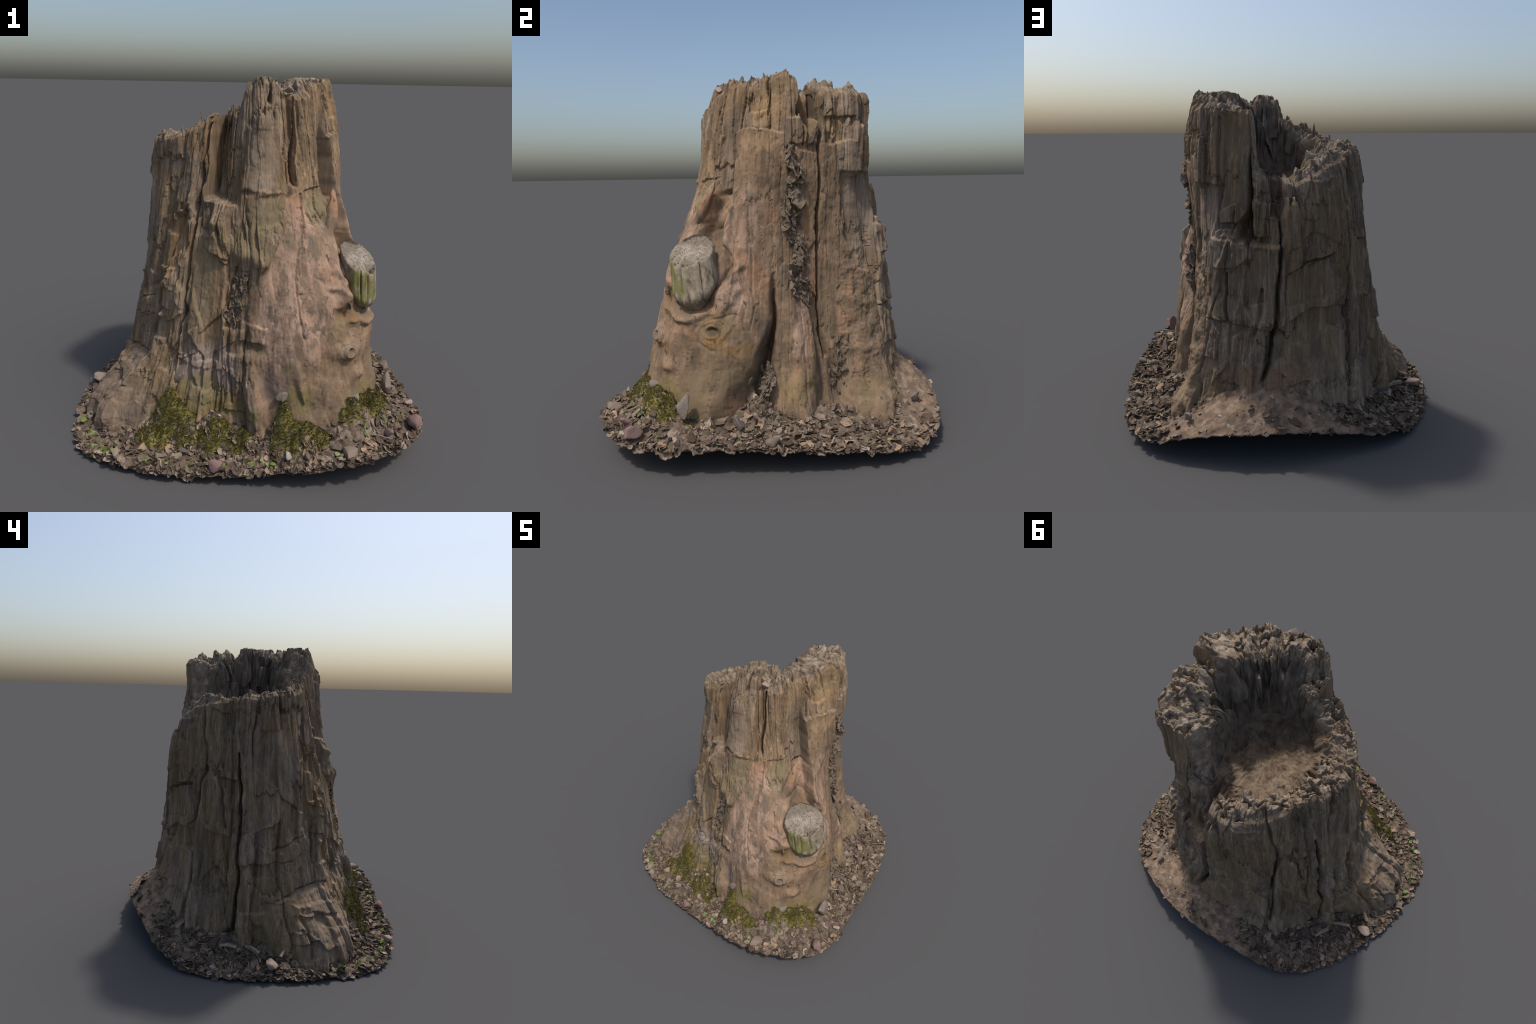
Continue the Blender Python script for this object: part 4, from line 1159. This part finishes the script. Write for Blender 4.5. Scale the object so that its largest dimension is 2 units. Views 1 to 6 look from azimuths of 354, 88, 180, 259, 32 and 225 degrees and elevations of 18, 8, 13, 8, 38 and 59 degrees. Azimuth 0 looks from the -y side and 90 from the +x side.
def scatter_stones():
    r = np.random.default_rng(52)
    kinds = [lump("stone", 200 + i, (MAT_STONE,), 2, .5, (1, r.uniform(.6, .9), r.uniform(.45, .75))) for i in range(8)]
    for i in range(70):
        x, y = random_spot(r, .03, .03)
        s = r.uniform(.012, .028) if r.random() < .85 else r.uniform(.03, .045)
        place("stone", kinds[r.integers(8)], x, y, ground_at(x, y) + s * .25, s, tuple(r.uniform(0, 6.28, 3)))
    special = [("red", MAT_RED, .89, -.71, .205, (.055, .042, .042)), ("pale", MAT_GREYSTONE, .80, -.475, .30, (.045, .045, .07)),
               ("cube", MAT_PINKSTONE, .846, -.006, .175, (.028, .026, .026)), ("flat", MAT_STONE, .945, -.036, .165, (.055, .035, .032)),
               ("white", MAT_WHITE, .31, .83, .215, (.026, .02, .02)), ("slab", MAT_STONE, .25, .885, .185, (.06, .045, .03)),
               ("grey", MAT_GREYSTONE, .50, .78, .20, (.035, .025, .03)), ("tan", MAT_PINKSTONE, -.90, .11, .085, (.055, .04, .032)),
               ("front grey", MAT_STONE, .49, -.90, .165, (.075, .055, .03)), ("wine", MAT_RED, -.19, -.86, .10, (.055, .04, .04)),
               ("edge", MAT_PINKSTONE, .935, -.50, .18, (.035, .022, .025)), ("left red", MAT_RED, .72, -.78, .19, (.04, .03, .03)),
               ("peak", MAT_LUMP, -.37, -.435, .37, (.08, .075, .115)), ("white front", MAT_WHITE, .18, -.85, .13, (.03, .022, .026)),
               ("left pale", MAT_PINKSTONE, -.70, -.70, .09, (.035, .022, .03)), ("pink lip", MAT_PINKSTONE, .23, -.84, .15, (.02, .018, .02)),
               ("moss block", MAT_GREYSTONE, .165, -.70, .39, (.05, .035, .03)), ("right block", MAT_GREYSTONE, .56, -.66, .33, (.06, .04, .03)),
               ("root end", MAT_GREYSTONE, .82, -.20, .20, (.025, .025, .06))]
    for i, (n, m, x, y, z, s) in enumerate(special):
        place("stone", lump("stone", 300 + i, (m,), 3, .35), x, y, z, s, (r.uniform(-.3, .3), r.uniform(-.3, .3), r.uniform(0, 6)))
    # the pink stone lying on the broken top
    place("stone", lump("stone", 341, (MAT_PINKSTONE,), 3, .3), .21, -.292, 1.905, (.034, .020, .026), (.3, .4, .6))


scatter_stones()


def tube(path, radii, sides=6):
    path = [Vector(p) for p in path]
    V, F = [], []
    for i, p in enumerate(path):
        d = (path[min(i + 1, len(path) - 1)] - path[max(i - 1, 0)]).normalized()
        u = d.orthogonal().normalized()
        w = d.cross(u)
        for k in range(sides):
            t = 2 * math.pi * k / sides
            V.append(p + (u * math.cos(t) + w * math.sin(t)) * radii[i])
    for i in range(len(path) - 1):
        for k in range(sides):
            k2 = (k + 1) % sides
            F.append([i * sides + k, i * sides + k2, (i + 1) * sides + k2, (i + 1) * sides + k])
    return np.array(V), np.array(F)


def scatter_twigs():
    r = np.random.default_rng(53)
    for i in range(60):
        x, y = random_spot(r, .03, .05)
        L = r.uniform(.03, .075)
        d = r.normal(size=2)
        d /= np.linalg.norm(d)
        pts = []
        for q in np.linspace(-1, 1, 5):
            px, py = x + d[0] * L * q + r.normal() * .004, y + d[1] * L * q + r.normal() * .004
            pts.append((px, py, ground_at(px, py) * .35 + ground_at(x, y) * .65 + .010))
        w = r.uniform(.0025, .006)
        v, f = tube(pts, [w * .5, w, w, w * .9, w * .4])
        add("twig", mesh_from("twig", v, f), ROOT, (MAT_TWIG,))
    # two chips of wood by the hole on the left
    for (x, y, L, w, t) in ((-.76, .20, .06, .014, .6), (-.82, .02, .07, .012, 2.6), (-.70, .34, .05, .012, 1.3)):
        z = ground_at(x, y) + .02
        dx, dy = math.cos(t) * L, math.sin(t) * L
        v, f = tube([(x - dx, y - dy, z), (x, y, z + .012), (x + dx, y + dy, z + .006)], [w, w, w * .8], 5)
        add("twig", mesh_from("twig", v, f, False), ROOT, (MAT_TWIG,))
    # grass blades
    V, F, off = [], [], 0
    for i in range(130):
        x, y = random_spot(r, .02, .02)
        b = Vector((x, y, ground_at(x, y)))
        d = Vector((r.normal(), r.normal(), r.uniform(.2, 1.0))).normalized() * r.uniform(.03, .07)
        v, f = tube([b, b + d * .5 + Vector((0, 0, .006)), b + d], [.0016, .0014, .0003], 3)
        V.append(v)
        F.append(f + off)
        off += len(v)
    ob = add("grass", mesh_from("grass", np.concatenate(V), np.concatenate(F)), ROOT, (MAT_SPROUT,))
    ob["kind"] = "stuff"
    # small green sprouts
    leaf = [flake(500 + i, 4, 2, .34, .02, .3) for i in range(4)]
    meshes = []
    for v, f in leaf:
        me = mesh_from("green_leaf", v, f)
        me.materials.append(MAT_SPROUT)
        meshes.append(me)
    spots = [(-.83, -.66), (-.88, -.60), (-.78, -.72), (-.20, -.83), (.02, -.86), (.60, -.80), (.44, -.90), (-.32, -.86), (.07, -.90), (-.93, -.50), (-.90, -.42), (.70, -.72),
             (-.60, -.78), (.25, -.93), (-.5, -.80), (-.395, -.43), (.78, -.45), (.85, .55), (-.95, -.3), (-.80, -.55)]
    for x, y in spots:
        for k in range(r.integers(1, 4)):
            px, py = x + r.normal() * .02, y + r.normal() * .02
            lim = (edge_radius(math.degrees(math.atan2(px, -py))) - .05) / math.hypot(px, py)
            px, py = px * min(1, lim), py * min(1, lim)
            ob = bpy.data.objects.new("green_leaf", meshes[r.integers(4)])
            bpy.context.scene.collection.objects.link(ob)
            ob.parent = ROOT
            ob.matrix_world = pose(px, py, r.uniform(.022, .042), r, .9, .016)


scatter_twigs()

# ----------------------------------------------------------------- moss
MOSS = [(-.45, -.56, .105, .085), (-.34, -.62, .09, .07), (-.55, -.58, .07, .05), (-.20, -.67, .10, .06), (-.06, -.71, .08, .05), (.17, -.735, .065, .06), (.24, -.80, .09, .07),
        (.33, -.80, .07, .05), (.53, -.71, .08, .05), (.66, -.65, .09, .07), (.74, -.57, .07, .06), (.13, -.78, .05, .05)]


def moss_mask(x, y):
    m = np.zeros(x.shape)
    for cx, cy, sx, sy in MOSS:
        m = np.maximum(m, 1 - np.sqrt(((x - cx) / sx) ** 2 + ((y - cy) / sy) ** 2) * .8)
    edge = edge_radius(np.degrees(np.arctan2(x, -y))) - np.hypot(x, y)
    return np.where((m > -.25) & (edge > .04), m + .30 * fbm(x * 14, y * 14, x * 0 + 6, 3), -1)


def build_moss():
    r = np.random.default_rng(54)
    step = .006
    X, Y = np.meshgrid(np.arange(-.72, .90, step), np.arange(-.95, -.42, step), indexing="ij")
    m = moss_mask(X, Y)
    Z = ground(X, Y) + ground_rough(X, Y) * .4 + .024 * smooth(.1, .6, m) - .014 * (1 - smooth(.02, .25, m)) + (.026 * fbm(X * 16, Y * 16, X * 0 + 2, 2) + .012 * fbm(X * 45, Y * 45, X * 0 + 1, 3)) * smooth(.1, .4, m)
    V = np.stack([X, Y, Z], -1).reshape(-1, 3)
    F = grid_faces(X.shape[0], X.shape[1], False)
    keep = m.ravel()[F].min(1) > .10
    used, inv = np.unique(F[keep], return_inverse=True)
    add("moss", mesh_from("moss", V[used], inv.reshape(-1, 4)), ROOT, (MAT_MOSS2,))
    # short tufts standing on it
    cand = np.where((m + .25 * r.normal(size=m.shape) > .32).ravel())[0]
    cand = cand[m.ravel()[cand] > .06]
    pick = cand[r.integers(len(cand), size=30000)]
    p = V[pick] + np.stack([r.normal(size=len(pick)) * .003, r.normal(size=len(pick)) * .003, np.zeros(len(pick))], -1)
    d = r.normal(size=p.shape) * .55
    d[:, 2] = 1
    d[:, 1] -= .35
    d /= np.linalg.norm(d, axis=1, keepdims=True)
    L = r.uniform(.006, .015, len(p))[:, None]
    t = np.cross(d, r.normal(size=p.shape))
    t /= np.linalg.norm(t, axis=1, keepdims=True)
    b = np.cross(d, t)
    w = .0014
    tri = np.stack([p + t * w, p - t * w * .5 + b * w * .87, p - t * w * .5 - b * w * .87, p + d * L], 1).reshape(-1, 3)
    k = np.arange(len(p))[:, None] * 4
    F = np.concatenate([k + [0, 1, 3], k + [1, 2, 3], k + [2, 0, 3]])
    ob = add("moss_tufts", mesh_from("moss_tufts", tri, F, False), ROOT, (MAT_MOSS,))
    ob["kind"] = "stuff"


MAT_MOSS2 = simple_material("moss_cushion", [(.30, (.060, .052, .016)), (.46, (.135, .118, .028)), (.58, (.205, .175, .050)), (.75, (.30, .245, .12))], 26, bump=.6, dist=.012,
                            spots=(9, .50, .66, (.19, .145, .10), .75))
build_moss()


# ----------------------------------------------------------------- the sawn branch stub
def stub_material(sawn):
    N = Nodes("sawn_branch_end" if sawn else "branch_side")
    x, y, z = N.xyz()               # local frame: z along the branch
    rr = N.math("SQRT", N.math("ADD", N.math("MULTIPLY", x, x), N.math("MULTIPLY", N.math("MULTIPLY", y, y), 1.1)))
    ring = N.math("MULTIPLY", N.math("SINE", N.math("ADD", N.math("MULTIPLY", rr, 520.0), N.math("MULTIPLY", N.noise(11, 3, .6), 9.0))), N.math("SUBTRACT", 1.0, N.step(rr, .045, .085)))
    n = N.noise(20, 6, .62)
    face = N.ramp(N.math("ADD", N.math("MULTIPLY", ring, .11), n), [(.34, (.13, .112, .092)), (.46, (.27, .240, .205)), (.58, (.40, .365, .315)), (.78, (.54, .50, .44))])
    core = N.math("SUBTRACT", 1.0, N.step(rr, .006, .016))
    face = N.mix(N.math("MULTIPLY", core, .7), face, (.13, .11, .09))
    up = N.step(N.math("ADD", y, N.math("MULTIPLY", N.math("SUBTRACT", N.noise(14, 4, .6), .5), .06)), .025, .065)
    face = N.mix(N.math("MULTIPLY", up, .85), face, (.105, .095, .088))
    outer = N.math("MULTIPLY", N.step(rr, .05, .10), .5)
    face = N.mix(outer, face, (.20, .175, .140))
    face = N.mix(.25, face, (.22, .175, .125))
    cx = N.t.nodes.new("ShaderNodeCombineXYZ")
    N.link(N.math("MULTIPLY", N.math("ARCTAN2", y, x), 5.0), cx.inputs[0])
    N.link(N.math("MULTIPLY", rr, 22.0), cx.inputs[1])
    sp = N.t.nodes.new("ShaderNodeTexNoise")
    sp.inputs["Scale"].default_value = 1.6
    sp.inputs["Detail"].default_value = 3
    N.link(cx.outputs[0], sp.inputs["Vector"])
    spokes = N.math("MULTIPLY", N.step(sp.outputs["Fac"], .56, .62), N.step(rr, .02, .05))
    face = N.mix(N.math("MULTIPLY", spokes, .8), face, (.075, .060, .048))
    face = N.mix(.25, face, (.22, .165, .11))
    side = N.ramp(N.noise(30, 5, .65, stretch=(1, 1, .3)), [(.32, (.085, .068, .048)), (.48, (.24, .200, .145)), (.64, (.36, .315, .245)), (.8, (.47, .43, .35))])
    green = N.math("MULTIPLY", N.step(N.noise(9, 4, .6, off=(3, 3, 1)), .40, .56), N.math("MULTIPLY", N.math("SUBTRACT", 1.0, N.step(x, -.01, .065)), N.math("SUBTRACT", 1.0, N.step(y, -.03, .01))))
    side = N.mix(N.math("MULTIPLY", green, .72), side, (.170, .175, .022))
    slit = N.step(N.noise(48, 3, .5, stretch=(1, .10, .10), off=(3, 1, 1)), .60, .66)
    side = N.mix(N.math("MULTIPLY", slit, .75), side, (.06, .048, .034))
    side = N.mix(.2, side, (.22, .165, .11))
    N.colour(face if sawn else side)
    N.bump(N.math("ADD", N.math("MULTIPLY", ring, .10 if sawn else 0.0), n), .5, .006)
    return N.mat


def build_stub():
    c = Vector((.602, -.440, 1.060))
    azr, el = math.radians(52), math.radians(50)
    n = Vector((math.sin(azr) * math.cos(el), -math.cos(azr) * math.cos(el), math.sin(el)))
    side = Vector((0, 0, 1)).cross(n).normalized()
    up = n.cross(side).normalized()
    M = Matrix((side, up, n)).transposed().to_4x4()
    M.translation = c
    na = 220
    t = np.arange(na) * 2 * math.pi / na
    cs, sn = np.cos(t), np.sin(t)
    rows = []
    # the side: from its low point on the trunk up to the sawn edge; then over the face to its centre
    end = M.inverted() @ (wall_point(51, .765, -.03))
    for q in np.linspace(0, 1, 60):
        cen = np.array(end) * (1 - q)
        w = smooth(-.10, .50, q) ** .7
        rx, ry = .122 * w + .012, .112 * w + .012
        k = 1 + .05 * perlin(cs * 1.1 + 3, sn * 1.1, t * 0 + q * 1.5) + .035 * fbm(cs * 4, sn * 4, t * 0 + q * 2, 3)
        split = np.exp(-((t - 4.75) / .045) ** 2) * .20 + np.exp(-((t - 3.8) / .04) ** 2) * .12 + np.exp(-((t - 5.7) / .04) ** 2) * .12 + np.exp(-((t - 4.2) / .05) ** 2) * .07 + np.exp(-((t - 5.2) / .04) ** 2) * .06
        k = k - split * smooth(.35, .7, q)
        k = k * (1 - .05 * smooth(.97, 1.0, q))
        rows.append(np.stack([cen[0] + rx * k * cs, cen[1] + ry * k * sn, cen[2] - .010 + t * 0], -1))
    edge = rows[-1]
    for q in np.linspace(.96, .0, 40):
        x, y = edge[:, 0] * q, edge[:, 1] * q
        rr = np.hypot(x, y)
        zz = -.008 + .0010 * np.sin(rr * 420 + 5 * perlin(x * 35, y * 35, x * 0)) * (rr < .06) + .010 * fbm(x * 22, y * 22, x * 0 + 4, 3) - .02 * smooth(.03, .10, y) \
            - .026 * smooth(.045, .115, -y) + .004 * (hash2((t * 9).astype(int), (t * 0).astype(int) + int(q * 6), 2) - .5) * smooth(.03, .07, rr)
        zz = zz - .008 * np.exp(-(rr / .012) ** 2)
        rows.append(np.stack([x, y, zz], -1))
    V = np.array(rows).reshape(-1, 3)
    F = grid_faces(len(rows), na)
    me = mesh_from("branch_stub", V, F)
    ob = add("branch_stub", me, ROOT, (stub_material(False), stub_material(True)))
    me.polygons.foreach_set("material_index", (F[:, 0] // na >= 59).astype(np.int32))
    me.set_sharp_from_angle(angle=math.radians(50))
    ob.matrix_world = M


build_stub()


def build_spur():
    """the torn spur that stands up beside the hollow over the stub"""
    pts, rad = [], []
    for az, z, r, w in ((47.5, 1.40, .556, .004), (47, 1.375, .562, .017), (45.5, 1.335, .575, .025), (43.5, 1.29, .585, .030), (41, 1.23, .594, .034), (38, 1.16, .60, .034), (35, 1.08, .60, .034)):
        a = math.radians(az)
        pts.append((CX + r * math.sin(a), CY - r * math.cos(a), z))
        rad.append(w)
    n = 40
    q = np.linspace(0, len(pts) - 1, n)
    P = np.stack([np.interp(q, range(len(pts)), [p[k] for p in pts]) for k in range(3)], -1)
    v, f = tube(P.tolist(), np.interp(q, range(len(rad)), rad).tolist(), 28)
    v = v + (.012 * fbm(v[:, 0] * 20, v[:, 1] * 20, v[:, 2] * 8, 3))[:, None] * np.array([.7, -.7, 0])
    add("torn_spur", mesh_from("torn_spur", v, f), ROOT, (MAT_BARE,))


build_spur()


# ----------------------------------------------------------------- ragged bark in the cracks
def bark_strip(path, count, seed, size, out):
    """torn plates of old bark, long with the grain, tilted off the wood"""
    r = np.random.default_rng(seed)
    kinds = []
    for k in range(6):
        v, f = flake(seed * 10 + k, 6, 3, r.uniform(.16, .34), .10, .5)
        me = mesh_from("bark_piece", v + r.normal(size=v.shape) * .012, f, False)
        me.materials.append(MAT_BARK)
        kinds.append(me)
    for i in range(count):
        q = (i + r.uniform(0, 1)) / count * (len(path) - 1)
        j = min(int(q), len(path) - 2)
        az = path[j][0] + (path[j + 1][0] - path[j][0]) * (q - j) + r.normal() * 2.0
        z = path[j][1] + (path[j + 1][1] - path[j][1]) * (q - j)
        n = Vector((math.sin(math.radians(az)), -math.cos(math.radians(az)), 0))
        n = (n + Vector(r.normal(size=3)) * .45).normalized()
        grain = (Vector((0, 0, 1)) + Vector(r.normal(size=3)) * .22).normalized()
        side = n.cross(grain).normalized()
        n = grain.cross(side)
        s = r.uniform(*size)
        ob = bpy.data.objects.new("bark_piece", kinds[r.integers(6)])
        bpy.context.scene.collection.objects.link(ob)
        ob.parent = ROOT
        M = Matrix((grain, side, n)).transposed().to_4x4()
        M.translation = wall_point(az, z, out * r.uniform(0, 1))
        ob.matrix_world = M @ Matrix.Scale(s, 4)


bark_strip([(91, 1.56), (96, 1.42), (93, 1.28), (95, 1.12), (97, .98), (99, .84), (102, .77)], 60, 5, (.05, .14), .024)
bark_strip([(351, 1.0), (350, .89), (347, .80), (346, .72)], 26, 6, (.035, .07), .012)
bark_strip([(123, .56), (122, .47), (119, .38), (118, .3)], 24, 7, (.03, .06), .010)
bark_strip([(80, .42), (78, .34), (76, .26)], 26, 8, (.05, .10), .03)
def rubble(az, z, count, seed, spread, size):
    r = np.random.default_rng(seed)
    kinds = [lump("bark_rubble", seed * 7 + k, (MAT_BARK,), 2, 1.0, (1, .7, 1.3)) for k in range(5)]
    for i in range(count):
        a, h = az + r.normal() * spread[0], z + r.normal() * spread[1]
        s = r.uniform(*size)
        p = wall_point(a, max(h, .12), r.uniform(-.01, .02))
        place("bark_rubble", kinds[r.integers(5)], *p, (s, s * r.uniform(.6, 1), s * r.uniform(.8, 1.5)), tuple(r.uniform(-1, 1, 3)))


rubble(77, .30, 34, 71, (2.6, .075), (.014, .034))
for zz, aa in ((1.50, 93), (1.40, 96), (1.28, 93), (1.14, 95), (1.0, 97), (.86, 100)):
    rubble(aa, zz, 7, 80 + int(zz * 10), (1.5, .05), (.010, .026))
rubble(121, .34, 16, 72, (1.6, .08), (.010, .022))
rubble(349, .86, 14, 73, (1.8, .07), (.010, .022))
bark_strip([(42, .84), (46, .80), (50, .80)], 8, 9, (.04, .06), .012)


# ----------------------------------------------------------------- splinters standing on the broken edge
def build_splinters():
    r = np.random.default_rng(55)
    import bmesh
    meshes = []
    for k in range(8):
        bm = bmesh.new()
        n = 5
        rings = []
        for q, w in ((-.6, 1.0), (.3, .95), (.75, .7)):
            rings.append([bm.verts.new((math.cos(2 * math.pi * i / n) * w * r.uniform(.7, 1.2) * .5, math.sin(2 * math.pi * i / n) * w * r.uniform(.6, 1.0) * .4, q + r.normal() * .08)) for i in range(n)])
        tip = bm.verts.new((r.normal() * .12, r.normal() * .12, 1.0))
        for a, b in zip(rings, rings[1:]):
            for i in range(n):
                bm.faces.new((a[i], a[(i + 1) % n], b[(i + 1) % n], b[i]))
        for i in range(n):
            bm.faces.new((rings[-1][i], rings[-1][(i + 1) % n], tip))
        me = bpy.data.meshes.new("splinter")
        bm.to_mesh(me)
        bm.free()
        me.materials.append(MAT_RIM)
        meshes.append(me)
    for i in range(80):
        az = r.uniform(0, 360)
        if 168 < az < 292:
            continue
        j = int(az / 360 * NA) % NA
        p = WALL[-1, j]
        inward = r.uniform(.004, .035)
        a = math.radians(az)
        s = r.uniform(.012, .03)
        place("splinter", meshes[r.integers(8)], p[0] - inward * math.sin(a), p[1] + inward * math.cos(a), p[2] - .004, (s, s, s * r.uniform(.7, 1.5)), (r.normal() * .15, r.normal() * .15, r.uniform(0, 6.28)))


build_splinters()
bpy.context.view_layer.update()
